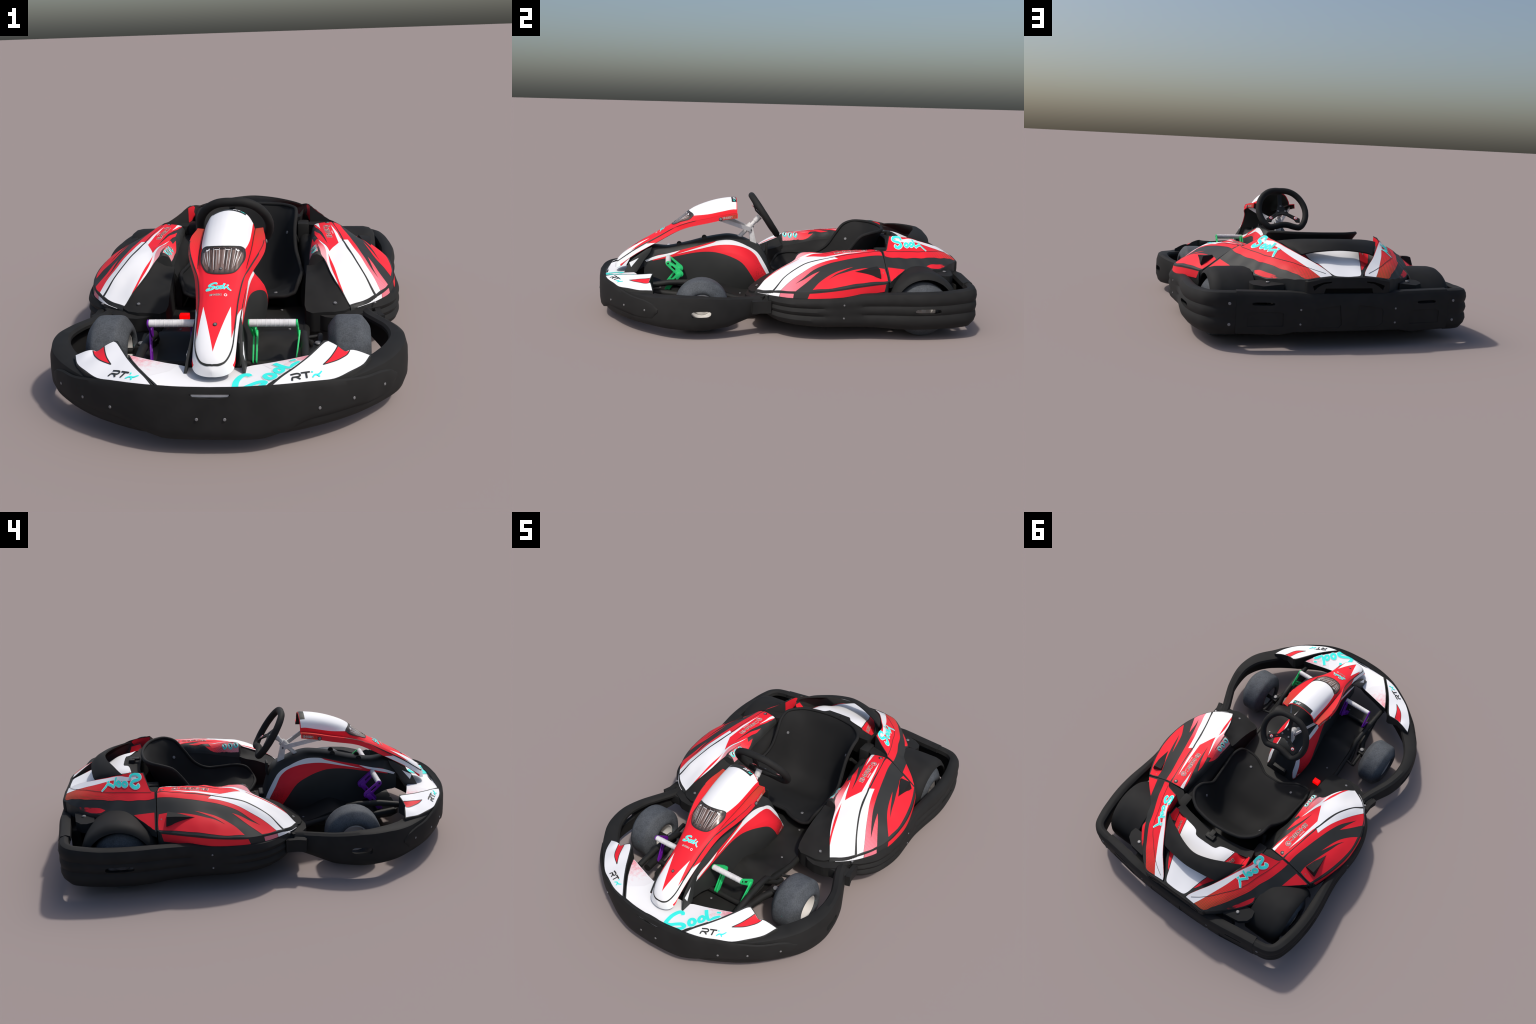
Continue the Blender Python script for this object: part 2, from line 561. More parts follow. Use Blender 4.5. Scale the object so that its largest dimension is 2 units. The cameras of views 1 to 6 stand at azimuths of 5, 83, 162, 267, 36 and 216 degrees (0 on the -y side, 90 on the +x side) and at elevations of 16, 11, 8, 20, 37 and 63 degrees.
def ring_prof(k, p):
    y = p[1]
    zb, zt = np.interp(y, ring_y, ring_bot), np.interp(y, ring_y, ring_top)
    h = zt - zb
    th = np.interp(y, [-0.99, -0.80, -0.66, -0.50, -0.32, -0.12], [0.085, 0.092, 0.088, 0.070, 0.056, 0.056])
    lip = np.interp(y, [-0.9, -0.75, -0.6], [0.016, 0.006, 0.0])
    zt = zt - lip
    tl = np.interp(y, [-0.85, -0.70, -0.55, -0.25, -0.12], [th, 0.05, 0.026, 0.026, 0.03])
    return [(-tl, zt - 0.034), (-th, zt - 0.022), (-th, zt - 0.010), (-th + 0.008, zt), (-0.026, zt + 0.004), (-0.011, zt - 0.004), (-0.002, zt - 0.22*h), (0.0, zt - 0.50*h),
            (-0.001, zt - 0.75*h), (-0.012, zb + 0.05*h), (-0.020, zb), (-tl, zb + 0.003)]
front_bumper = add("front_bumper", band_sweep(ring_path, ring_prof), None, "black", 32)

# slots through the ring beside the front wheels
def slot_mesh(c, sx, sz, depth, axis='x'):
    pts = []
    for k in range(20):
        a = 2*math.pi*k/20
        ca, sa = math.cos(a), math.sin(a)
        pts.append((math.copysign(abs(ca)**0.5, ca)*sx/2, math.copysign(abs(sa)**0.6, sa)*sz/2))
    me = curve_plate([pts], depth)
    if axis == 'x':
        place(me, c, Vector((0, 1, 0)), Vector((0, 0, 1)), Vector((1, 0, 0)))
    else:
        place(me, c, Vector((1, 0, 0)), Vector((0, 0, 1)), Vector((0, -1, 0)))
    return me
subtract(front_bumper, [slot_mesh((sg*0.645, -0.46, 0.132), 0.098, 0.036, 0.16) for sg in (1, -1)])

# outer rubbing plate wrapped round the nose of the ring
plate_half = [(0.604, -0.672), (0.584, -0.703), (0.556, -0.737), (0.505, -0.796), (0.449, -0.843), (0.395, -0.883), (0.338, -0.916), (0.235, -0.965), (0.120, -0.992), (0.0, -1.0)]
pp = catmull(plate_half, 5)
pp = [(-p[0], p[1]) for p in pp] + [(p[0], p[1]) for p in pp[::-1][1:]]
px = np.array([0, 0.16, 0.24, 0.31, 0.40, 0.48, 0.545, 0.585, 0.604])
p_top = np.array([0.2395, 0.2385, 0.235, 0.2285, 0.213, 0.194, 0.186, 0.172, 0.150])
p_bot = np.array([0.056, 0.053, 0.072, 0.094, 0.094, 0.090, 0.088, 0.094, 0.130])
def plate_prof(k, p):
    x = abs(p[0])
    zb, zt = np.interp(x, px, p_bot), np.interp(x, px, p_top)
    h = zt - zb
    return [(-0.030, zt - 0.012), (-0.016, zt - 0.006), (-0.009, zt), (-0.003, zt - 0.05*h), (0.0, zt - 0.18*h), (0.001, zt - 0.5*h), (0.0, zb + 0.22*h),
            (-0.004, zb + 0.08*h), (-0.014, zb), (-0.028, zb), (-0.032, zb + 0.01)]
bumper_plate = add("bumper_plate", band_sweep(pp, plate_prof), None, "black", 40)
subtract(bumper_plate, [place(curve_plate([[(-0.066, 0.004), (-0.055, -0.006), (0, -0.010), (0.055, -0.006), (0.066, 0.004), (0, 0.005)]], 0.10),
                              (0, -1.0, 0.212), Vector((1, 0, 0)), Vector((0, 0, 1)), Vector((0, -1, 0)))])
add("grille_insert", box_mesh((0, -0.985, 0.210), (0.12, 0.012, 0.012), 0.002), bumper_plate, "silver", 30)
for bx, by, nx, ny in ((0.044, -1.000, 0.08, -1), (0.338, -0.9165, 0.50, -0.87), (0.449, -0.8435, 0.68, -0.73), (0.5555, -0.737, 0.76, -0.65)):
    bolt_pair((bx, by, 0.134), (nx, ny, 0), 0.0052, (bumper_plate, bumper_plate))

# side bumpers (ribbed) and the rear bumper
side_path = catmull([(0.535, -0.132), (0.574, -0.112), (0.614, -0.074), (0.653, -0.018), (0.676, 0.060), (0.687, 0.150), (0.684, 0.243), (0.681, 0.345),
                     (0.690, 0.440), (0.704, 0.550), (0.708, 0.650), (0.700, 0.750), (0.684, 0.835), (0.658, 0.903), (0.614, 0.940), (0.567, 0.953), (0.524, 0.958)], 6)
def side_prof(k, p):
    y = p[1]
    zt = np.interp(y, [-0.16, 0.0, 0.2, 0.35, 0.5, 0.75, 0.97], [0.212, 0.216, 0.224, 0.238, 0.246, 0.250, 0.266])
    zb = np.interp(y, [-0.16, -0.08, 0.1, 0.3, 0.6, 0.97], [0.098, 0.080, 0.068, 0.066, 0.060, 0.066])
    th = np.interp(y, [-0.16, 0.1, 0.3, 0.45, 0.55, 0.7, 0.85, 0.92, 0.97], [0.045, 0.05, 0.052, 0.058, 0.064, 0.066, 0.062, 0.056, 0.054])
    rib = np.interp(y, [-0.15, -0.08, 0.12, 0.175, 0.30, 0.36, 0.60, 0.93, 0.965], [0.2, 1, 1, 0.05, 0.05, 1, 1, 0.8, 0.0])
    h = zt - zb
    g = 0.0085 * rib
    def Z(f): return zb + f * h
    o = 0.0
    tl = min(th, np.interp(y, [0.3, 0.5], [th, 0.028]))
    led = tl
    return [(-tl, zt - 0.045), (-th, zt - 0.028), (-th + 0.004, zt - 0.008), (-th + 0.016, zt), (-0.030, zt + 0.001), (-0.012, zt - 0.006), (-0.003, zt - 0.022),
            (o, Z(0.79)), (o - 0.3*g, Z(0.72)), (o - g, Z(0.655)), (o - 0.3*g, Z(0.60)), (o + 0.001, Z(0.53)), (o - 0.3*g, Z(0.46)), (o - g, Z(0.40)),
            (o - 0.3*g, Z(0.345)), (o + 0.001, Z(0.25)), (o - 0.006, Z(0.13)), (o - 0.020, Z(0.04)), (-min(0.042, tl - 0.002), zb), (-led, zb + 0.004)]
# the path runs front to rear on the right, so "right of travel" is outward (+x)
side_bumper = add("side_bumper", band_sweep(side_path, side_prof), None, "black", 50)
subtract(side_bumper, [slot_mesh((0.67, 0.663, 0.157), 0.134, 0.026, 0.16)])
side_bumper_l = mirrored(side_bumper)
for z in (0.187, 0.121):
    bolt_pair((0.684, 0.240, z), (1, 0, 0), 0.0045, (side_bumper, side_bumper_l))
bolt_pair((0.563, -0.128, 0.2115), (0, 0, 1), 0.0062, (side_bumper, side_bumper_l))
for z in (0.212, 0.117):
    bolt_pair((0.5565, 0.9545, z), (0.2, 1, 0), 0.007, (side_bumper, side_bumper_l))

def rear_prof(k, p):
    x = abs(p[0])
    zt = np.interp(x, [0, 0.2, 0.28, 0.53], [0.258, 0.260, 0.268, 0.269])
    zb = np.interp(x, [0, 0.26, 0.32, 0.53], [0.079, 0.078, 0.066, 0.070])
    return [(-0.030, zb + 0.01), (-0.030, zt - 0.05), (-0.062, zt - 0.03), (-0.060, zt - 0.008), (-0.040, zt), (-0.016, zt - 0.004), (-0.004, zt - 0.022), (0, zt - 0.06), (0.001, 0.16),
            (0, zb + 0.03), (-0.006, zb + 0.006), (-0.02, zb)]
rear_half = [(0.527, 0.959), (0.47, 0.966), (0.40, 0.975), (0.32, 0.986), (0.235, 0.994), (0.12, 0.9985), (0, 1.0)]
rp = catmull(rear_half, 8)
rp = [(p[0], p[1]) for p in rp] + [(-p[0], p[1]) for p in rp[::-1][1:]]
rear_bumper = add("rear_bumper", band_sweep(rp, rear_prof), None, "black", 40)
def loft_box(xs, zs, yc, d, taper=1.0):
    return box_mesh(((xs[0]+xs[1])/2, yc, (zs[0]+zs[1])/2), (xs[1]-xs[0], d, zs[1]-zs[0]), 0.006)
cut = [slot_mesh((sg*0.405, 0.96, 0.211), 0.103, 0.014, 0.12, 'y') for sg in (1, -1)]
for sg in (1, -1):
    cut.append(place(curve_plate([[(sg*0.035, 0.115), (sg*0.045, 0.205), (sg*0.16, 0.190), (sg*0.17, 0.178), (sg*0.17, 0.118), (sg*0.15, 0.105), (sg*0.05, 0.100)]], 0.02),
                     (0, 1.0055, 0), Vector((1, 0, 0)), Vector((0, 0, 1)), Vector((0, -1, 0))))
    cut.append(place(curve_plate([[(sg*-0.08, 0.110), (sg*-0.08, 0.168), (sg*-0.065, 0.175), (sg*0.07, 0.175), (sg*0.085, 0.165), (sg*0.085, 0.108)]], 0.02),
                     (sg*0.393, 0.9835, 0), Vector((0.9925, -sg*0.122, 0)), Vector((0, 0, 1)), Vector((sg*-0.122, -0.9925, 0))))
subtract(rear_bumper, cut)
for x, y in ((0.234, 0.994),):
    for z in (0.186, 0.119):
        bolt_pair((x, y, z), (0.07, 1, 0), 0.0048, (rear_bumper, rear_bumper))

# brackets tying the ring to the side pods
for sg in (1, -1):
    add("bumper_joint", band_sweep([(sg*q[0], q[1]) for q in (((0.570, -0.212), (0.557, -0.170), (0.556, -0.11)) if sg < 0 else ((0.556, -0.11), (0.557, -0.170), (0.570, -0.212)))],
        lambda k, p: [(-0.03, 0.122), (-0.03, 0.184), (-0.008, 0.184), (-0.002, 0.176), (-0.002, 0.132), (-0.008, 0.122)]), front_bumper, "black", 35)

for sg in (1, -1):
    add("joint_bracket", box_mesh((sg*0.515, -0.180, 0.155), (0.12, 0.060, 0.060), 0.010), front_bumper, "black", 35)

# ------------------------------------------------------------------ 2. front fairing
centre_sheet = Sheet([(0, -0.966, 0.212), (0.058, -0.966, 0.213), (0.094, -0.965, 0.2155), (0.134, -0.962, 0.219), (0.165, -0.958, 0.2245), (0.214, -0.902, 0.2345), (0.262, -0.845, 0.2415), (0.304, -0.752, 0.2435),
                      (0.24, -0.771, 0.237), (0.177, -0.789, 0.232), (0.10, -0.80, 0.228), (0, -0.80, 0.227), (0, -0.88, 0.2205), (0.1, -0.88, 0.224)], True)
def sym(half):
    return half + [(-x, y) for x, y in half[::-1]]
centre_outline = sym([(0.006, -0.972), (0.09, -0.971), (0.172, -0.960), (0.214, -0.905), (0.25, -0.858), (0.285, -0.80), (0.310, -0.748), (0.24, -0.769), (0.177, -0.787), (0.125, -0.800), (0.09, -0.815), (0.004, -0.815)])
fairing_panel = add("front_fairing_panel", solid_sheet(centre_outline, centre_sheet, 0.19, 0.014), None, "panel_black", 40)

wing_sheet = Sheet([(0.170, -0.960, 0.2265), (0.247, -0.938, 0.2275), (0.331, -0.900, 0.221), (0.386, -0.868, 0.2155), (0.433, -0.827, 0.218), (0.484, -0.763, 0.2175), (0.510, -0.698, 0.221),
                    (0.441, -0.713, 0.247), (0.424, -0.719, 0.244), (0.399, -0.713, 0.261), (0.366, -0.705, 0.275), (0.345, -0.725, 0.272), (0.315, -0.775, 0.263), (0.29, -0.82, 0.256), (0.25, -0.876, 0.247), (0.214, -0.915, 0.240),
                    (0.343, -0.819, 0.242), (0.40, -0.77, 0.246), (0.465, -0.735, 0.234)])
wing_outline = [(0.174, -0.964), (0.250, -0.943), (0.331, -0.905), (0.387, -0.873), (0.436, -0.831), (0.487, -0.765), (0.513, -0.697), (0.478, -0.702), (0.441, -0.711), (0.424, -0.719), (0.399, -0.710), (0.368, -0.700), (0.352, -0.706),
                (0.318, -0.766), (0.29, -0.815), (0.25, -0.872), (0.210, -0.920)]
winglet = add("fairing_winglet", solid_sheet(wing_outline, wing_sheet, lambda x, y: np.interp(y, [-0.97, -0.85, -0.70], [0.20, 0.19, 0.188]), 0.010), None, "panel_black", 38)
winglet_l = mirrored(winglet)

# ------------------------------------------------------------------ 3. nose cowl
cowl_st = [
    (-0.250, [(.130, .534), (.127, .561), (.094, .557), (.0905, .574), (.066, .612), (0, .6345)]),
    (-0.275, [(.133, .532), (.129, .559), (.093, .555), (.090, .575), (.066, .613), (0, .6355)]),
    (-0.340, [(.142, .524), (.139, .550), (.092, .543), (.089, .563), (.066, .603), (0, .627)]),
    (-0.410, [(.141, .508), (.138, .534), (.091, .526), (.087, .548), (.064, .586), (0, .608)]),
    (-0.480, [(.126, .491), (.123, .517), (.089, .511), (.080, .538), (.058, .562), (0, .579)]),
    (-0.520, [(.113, .479), (.111, .505), (.087, .500), (.076, .520), (.055, .539), (0, .553)]),
    (-0.560, [(.100, .463), (.097, .489), (.084, .488), (.072, .502), (.050, .511), (0, .521)]),
    (-0.605, [(.090, .441), (.080, .464), (.073, .468), (.060, .475), (.040, .480), (0, .484)]),
    (-0.680, [(.079, .396), (.068, .418), (.064, .425), (.052, .434), (.033, .440), (0, .443)]),
    (-0.740, [(.074, .361), (.066, .384), (.062, .391), (.050, .400), (.032, .405), (0, .408)]),
    (-0.800, [(.0715, .325), (.064, .349), (.060, .357), (.048, .365), (.031, .369), (0, .371)]),
    (-0.850, [(.070, .290), (.063, .312), (.058, .321), (.046, .330), (.030, .335), (0, .337)]),
    (-0.880, [(.069, .262), (.056, .287), (.050, .296), (.040, .304), (.026, .309), (0, .312)]),
    (-0.900, [(.057, .248), (.042, .270), (.036, .277), (.028, .283), (.018, .288), (0, .290)]),
    (-0.911, [(.038, .242), (.022, .261), (.017, .265), (.012, .268), (.007, .2695), (0, .270)]),
    (-0.917, [(.014, .240), (.008, .252), (.006, .255), (.004, .257), (.002, .258), (0, .2585)]),
    (-0.9185, [(.0003, .2405), (.0003, .2415), (.0002, .2425), (.0002, .243), (.0001, .2435), (0, .244)]),
]
def lerp_row(row, per):
    """along the section keep the fold lines crisp, only the dome is rounded"""
    a = [row[0]]
    out = []
    for k in range(2):
        p, q = np.array(row[k]), np.array(row[k + 1])
        out += [p + (q - p) * t / per for t in range(per)]
    p, q = np.array(row[2]), np.array(row[3])
    out += [p + (q - p) * t / per for t in range(per)]
    out += catmull(row[3:] + [(-x, z) for x, z in row[3:5][::-1]], per)[:2 * per + 1]
    return out
rows = []
for y, prof in cowl_st:
    r = lerp_row(prof, 4)
    full = [(x, z) for x, z in r] + [(-x, z) for x, z in r[::-1][1:]]
    rows.append([(x, y, z) for x, z in full])
cols = [catmull(c, 4) for c in zip(*rows)]
rows = [list(r) for r in zip(*cols)]
V, F = grid_mesh(rows)
cowl_me = mesh_of(V, F)
def thicken(me, t):
    bm = bmesh.new(); bm.from_mesh(me)
    bmesh.ops.recalc_face_normals(bm, faces=bm.faces)
    bm.normal_update()
    geom = bmesh.ops.solidify(bm, geom=bm.faces[:], thickness=t)
    bm.to_mesh(me); bm.free()
    return me
# orient outward (up) before thickening inward
bm = bmesh.new(); bm.from_mesh(cowl_me); bm.normal_update()
if sum(f.normal.z for f in bm.faces) < 0:
    bmesh.ops.reverse_faces(bm, faces=bm.faces)
bm.to_mesh(cowl_me); bm.free()
def shell(me, t, inner=None):
    """give an open sheet (normals outward) thickness t inward"""
    me.update()
    n = len(me.vertices)
    vs = [v.co.copy() for v in me.vertices]
    ns = [v.normal.copy() for v in me.vertices]
    verts = vs + [v - k * t for v, k in zip(vs, ns)]
    faces = [tuple(p.vertices) for p in me.polygons]
    cnt = {}
    for f in faces:
        for a, b in zip(f, f[1:] + f[:1]):
            cnt.setdefault((min(a, b), max(a, b)), []).append((a, b))
    allf = faces + [tuple(n + i for i in f[::-1]) for f in faces]
    allf += [(b, a, n + a, n + b) for v in cnt.values() if len(v) == 1 for a, b in v]
    return mesh_of(verts, allf)
lining_me = cowl_me.copy()
nose_cowl = add("nose_cowl", shell(cowl_me, 0.004), None, "red", 28)
lining_me.update()
ns = [v.normal.copy() for v in lining_me.vertices]
for v, k in zip(lining_me.vertices, ns):
    v.co -= k * 0.0052
lining_me.materials.clear(); lining_me.flip_normals()
add("cowl_lining", lining_me, nose_cowl, "dark", 40)
bolt((0, -0.799, 0.3725), (0, -0.5, 0.86), 0.0052, nose_cowl, 0.0075)
bolt((0, -0.589, 0.4985), (0, -0.63, 0.77), 0.0045, nose_cowl, 0.0062)
bolt_pair((0.1425, -0.343, 0.531), (1, -0.1, 0.12), 0.0075, (nose_cowl, nose_cowl), 0.0105)

# black stay plates with their white windows, left and right of the nose
stay_loop = [(-0.862, 0.229), (-0.835, 0.282), (-0.812, 0.303), (-0.742, 0.352), (-0.715, 0.362), (-0.725, 0.335), (-0.760, 0.290), (-0.797, 0.229)]
for sg in (1, -1):
    me = curve_plate([stay_loop], 0.008, 0.001)
    ex = Vector((0, 1, 0)); ez = Vector((sg * 0.98, 0, 0.2)).normalized() if False else Vector((sg, 0, 0))
    place(me, (0, 0, 0), ex, Vector((0, 0, 1)), Vector((1, 0, 0)))
    for v in me.vertices:   # lean outwards toward the foot, pinch in at the top
        f = (v.co.z - 0.229) / 0.13
        v.co.x = sg * (0.096 - 0.022 * f) + v.co.x
    st = add("nose_stay", me, nose_cowl, "panel_black", 35)
    w = curve_plate([[(-0.826, 0.2565), (-0.836, 0.281), (-0.785, 0.306)]], 0.001)
    place(w, (0, 0, 0), ex, Vector((0, 0, 1)), Vector((1, 0, 0)))
    for v in w.vertices:
        f = (v.co.z - 0.229) / 0.13
        v.co.x = sg * (0.1015 - 0.022 * f) + v.co.x
    add("stay_window", w, st, "white", 35)

# ------------------------------------------------------------------ 4. centre tank tunnel
tank_st = [(-0.757, .335, .296, .205), (-0.735, .356, .303, .200), (-0.700, .362, .311, .195), (-0.630, .358, .325, .165), (-0.530, .377, .353, .14), (-0.420, .406, .387, .133),
           (-0.340, .421, .409, .133), (-0.284, .426, .412, .133), (-0.217, .412, .388, .133), (-0.163, .389, .347, .133), (-0.115, .366, .293, .133),
           (-0.085, .322, .252, .133), (-0.058, .242, .196, .133), (-0.034, .150, .141, .132)]
rows = []
for y, zt, ze, zb in tank_st:
    wb = np.interp(y, [-0.75, -0.5, -0.35, -0.2, -0.1, -0.03], [0.072, 0.078, 0.088, 0.110, 0.105, 0.094])
    wm = np.interp(y, [-0.75, -0.53, -0.435, -0.37, -0.30, -0.24, -0.16, -0.10, -0.06, -0.03], [0.072, 0.078, 0.083, 0.095, 0.114, 0.130, 0.131, 0.116, 0.103, 0.094])
    we = np.interp(y, [-0.75, -0.5, -0.2, -0.03], [0.066, 0.070, 0.073, 0.088])
    half = [(wb, zb), (0.35*wb + 0.65*wm, zb + 0.22*(ze-zb)), (wm, zb + 0.50*(ze-zb)), (0.78*wm + 0.22*we, zb + 0.74*(ze-zb)), (we + 0.001, ze - 0.03*(ze-zb)), (we - 0.002, ze + 0.1*(zt-ze)), (0.052, zt - 0.008), (0.042, zt - 0.001), (0, zt)]
    half = [tuple(p) for p in catmull(half[:6], 3)] + half[6:]
    full = half + [(-x, z) for x, z in half[::-1][1:]]
    rows.append([(x, y, z) for x, z in full])
cols = [catmull(c, 6) for c in zip(*rows)]
rows = [list(r) for r in zip(*cols)]
V, F = grid_mesh(rows, close_u=True, cap=True)
tank = add("tank_tunnel", mesh_of(V, F), None, "panel_black", 35)
for y, z in ((-0.425, 0.405), (-0.565, 0.368)):
    for sg in (1, -1):
        o = add("tank_cap", lathe_mesh([(0, 0.0001), (0, 0.008), (0.006, 0.014), (0.012, 0.014), (0.014, 0.0001)], (sg*0.03, y, z), seg=16), tank, "dark", 40)
        if sg < 0: pass
add("tank_grip", box_mesh((0, -0.075, 0.345), (0.055, 0.012, 0.07), 0.005), tank, "dark", 40)
add("tank_foot", box_mesh((0, -0.040, 0.185), (0.09, 0.026, 0.060), 0.006), tank, "dark", 40)

# ------------------------------------------------------------------ 5. steering
up_v = Vector((0, -0.551, 0.835)); ctr = Vector((0, -0.0875, 0.5315)); nrm_w = Vector((1, 0, 0)).cross(up_v)
half = [(0, 0.134), (0.030, 0.134), (0.062, 0.127), (0.094, 0.107), (0.124, 0.068), (0.140, 0.018), (0.138, -0.030), (0.119, -0.076), (0.090, -0.104), (0.058, -0.101), (0.025, -0.091), (0, -0.0885)]
loop = half + [(-x, y) for x, y in half[::-1][1:-1]]
rim_path = [ctr + Vector((1, 0, 0)) * p[0] + up_v * p[1] for p in catmull(loop, 5, closed=True)]
steering_wheel = add("steering_wheel", tube_mesh(rim_path, 0.0178, 14, closed=True, rz=0.0178), None, "black", 60)
# hub plate leans further back than the rim
hub_up = Vector((0, -0.718, 0.696)); hub_c = Vector((0, -0.110, 0.5345)); hub_n = hub_up.cross(Vector((1, 0, 0)))
sp_loop = []
def spoke_loop():
    L = []
    L += [(-0.011, 0.105), (0.011, 0.105), (0.012, 0.040), (0.022, 0.012), (0.040, -0.026), (0.100, -0.066), (0.096, -0.090), (0.075, -0.088), (0.066, -0.070), (0.026, -0.040), (0.0, -0.032)]
    R = [(-x, y) for x, y in L[2:-1][::-1]]
    return L + R
slots = [[(sg*0.042, -0.036), (sg*0.060, -0.047), (sg*0.058, -0.051), (sg*0.040, -0.040)] for sg in (1, -1)]
me = curve_plate([spoke_loop()] + slots, 0.007, 0.0008)
place(me, hub_c, Vector((-1, 0, 0)), hub_up, hub_n)
for v in me.vertices:      # the upper arm cranks back toward the rim
    f = (v.co - hub_c).dot(hub_up) - 0.072
    if f > 0:
        v.co += (Vector((0, 0.12, 1.0)) - hub_up) * f
spk = add("wheel_spokes", me, steering_wheel, "dark", 35)
for x, y, r in ((0, 0.026, 0.0062), (0.0215, -0.012, 0.0062), (-0.0215, -0.012, 0.0062)):
    bolt(hub_c + Vector((1, 0, 0))*x + hub_up*y + hub_n*0.0045, hub_n, r, spk)
for x, y in ((0, 0.066), (0.075, -0.0625), (-0.075, -0.0625)):
    base = hub_c + Vector((1, 0, 0))*x + hub_up*y + hub_n*0.004
    for r, mt, h, nm in ((0.0105, "red", 0.0016, "cap_ring"), (0.0082, "white", 0.0024, "cap_face")):
        me = disc_mesh(r, h, 24, 0)
        place(me, base, Vector((-1, 0, 0)), hub_up, hub_n)
        add(nm, me, spk, mt, 40)
    me = curve_plate([[(-0.005, -0.002), (-0.001, 0.005), (0.001, 0.001), (0.005, 0.003), (0.001, -0.005), (-0.001, -0.001)]], 0.0006)
    place(me, base + hub_n*0.0030, Vector((-1, 0, 0)), hub_up, hub_n)
    add("cap_symbol", me, spk, "line", 40)
steering_column = tube("steering_column", [(0, -0.242, 0.400), (0, -0.165, 0.478), (0, -0.118, 0.526)], 0.0115, "silver", None, 16)
tube("column_collar", [(0, -0.142, 0.502), (0, -0.116, 0.5285)], 0.0155, "silver", steering_column, 16)
tube("column_boss", [(0, -0.190, 0.452), (0, -0.160, 0.484)], 0.020, "silver", steering_column, 12)
post = add("column_post", None or grid_mesh and mesh_of(*grid_mesh([[(sx*0.016, y0, z0) for sx, y0 in ((-1, a), (1, a), (1, b), (-1, b))] for z0, a, b in ((0.372, -0.166, -0.132), (0.455, -0.178, -0.152), (0.476, -0.178, -0.156))], close_u=True, cap=True)), steering_column, "silver", 30)
for sg in (1, -1):
    bolt((sg*0.018, -0.167, 0.453), (sg, 0, 0), 0.0065, steering_column, 0.008)
    # flat arms fanning out to the cowl
    a, b = Vector((sg*0.017, -0.166, 0.455)), Vector((sg*0.128, -0.345, 0.528))
    d = (b - a).normalized(); w = Vector((0, 0, 1)).cross(d).normalized(); v = d.cross(w)
    mid = a + d*0.10
    rowsA = []
    for p, hw in ((a - d*0.01, 0.012), (a + d*0.03, 0.012), (mid, 0.0105), (b, 0.010)):
        rowsA.append([p + v*hw + w*0.003, p - v*hw + w*0.003, p - v*hw - w*0.003, p + v*hw - w*0.003])
    add("cowl_arm", mesh_of(*grid_mesh(rowsA, close_u=True, cap=True)), steering_column, "silver", 30)

# ------------------------------------------------------------------ 6. seat
# control rows from the front lip, over the base and up the backrest; half sections centre -> rim
seat_rows = [
    [(0, .040, .186), (.055, .038, .187), (.095, .015, .190), (.150, -.012, .204), (.200, -.020, .209), (.236, -.012, .222)],
    [(0, .056, .190), (.060, .054, .190), (.110, .040, .193), (.165, .036, .199), (.226, .026, .214), (.252, .020, .266)],
    [(0, .110, .181), (.070, .110, .181), (.130, .107, .182), (.190, .100, .202), (.240, .090, .240), (.263, .078, .281)],
    [(0, .200, .156), (.075, .200, .157), (.140, .197, .166), (.195, .190, .194), (.236, .178, .242), (.256, .165, .2805)],
    [(0, .302, .118), (.075, .300, .122), (.138, .291, .146), (.188, .276, .194), (.224, .260, .250), (.248, .245, .283)],
    [(0, .390, .140), (.075, .386, .145), (.135, .371, .172), (.179, .348, .220), (.210, .328, .274), (.231, .312, .325)],
    [(0, .448, .218), (.075, .443, .222), (.131, .427, .240), (.171, .402, .276), (.200, .378, .335), (.226, .368, .405)],
    [(0, .488, .302), (.075, .483, .304), (.130, .465, .318), (.171, .438, .344), (.202, .414, .395), (.232, .412, .458)],
    [(0, .526, .387), (.075, .521, .388), (.130, .505, .397), (.170, .481, .415), (.206, .462, .450), (.230, .466, .479)],
    [(0, .551, .455), (.072, .548, .455), (.125, .538, .456), (.165, .523, .458), (.192, .508, .468), (.204, .508, .483)],
    [(0, .571, .485), (.068, .566, .485), (.115, .557, .4845), (.145, .549, .4845), (.162, .541, .4845), (.172, .535, .4845)],
]
full = [[(-x, y, z) for x, y, z in r[::-1][:-1]] + list(r) for r in seat_rows]
sg_rows = smooth_grid(full, 4, 4)
V, F = grid_mesh(sg_rows)
me = mesh_of(V, F)
bm = bmesh.new(); bm.from_mesh(me); bm.normal_update()
if sum(f.normal.z for f in bm.faces) < 0:
    bmesh.ops.reverse_faces(bm, faces=bm.faces)
bm.to_mesh(me); bm.free()
seat = add("seat", shell(me, 0.011), None, "seat", 60)
rim_line = [r[0] for r in sg_rows[::-1]] + list(sg_rows[0]) + [r[-1] for r in sg_rows] + list(sg_rows[-1][::-1])
rim_line = resample(np.array(rim_line, float), 150, closed=True)
tube("seat_edge", [Vector(p) - Vector((0, 0, 0.004)) for p in rim_line], 0.0085, "seat", seat, 10, closed=True)
seat_bvh = BVHTree.FromPolygons([v.co for v in seat.data.vertices], [tuple(p.vertices) for p in seat.data.polygons])
for start, aim in (((0.150, 0.055, 0.40), (0, 0, -1)), ((0.05, 0.36, 0.40), (0.145, 0.063, -0.029))):
    hit = seat_bvh.ray_cast(Vector(start), Vector(aim).normalized())
    nb = hit[1] if hit[1].dot(Vector(aim)) < 0 else -hit[1]
    bolt_pair(tuple(hit[0] - nb * 0.0005), tuple(nb), 0.0082, (seat, seat))
for sg in (1, -1):
    tube("seat_stay", [(sg*0.225, 0.42, 0.36), (sg*0.24, 0.47, 0.30), (sg*0.235, 0.56, 0.17)], 0.010, "dark", seat)

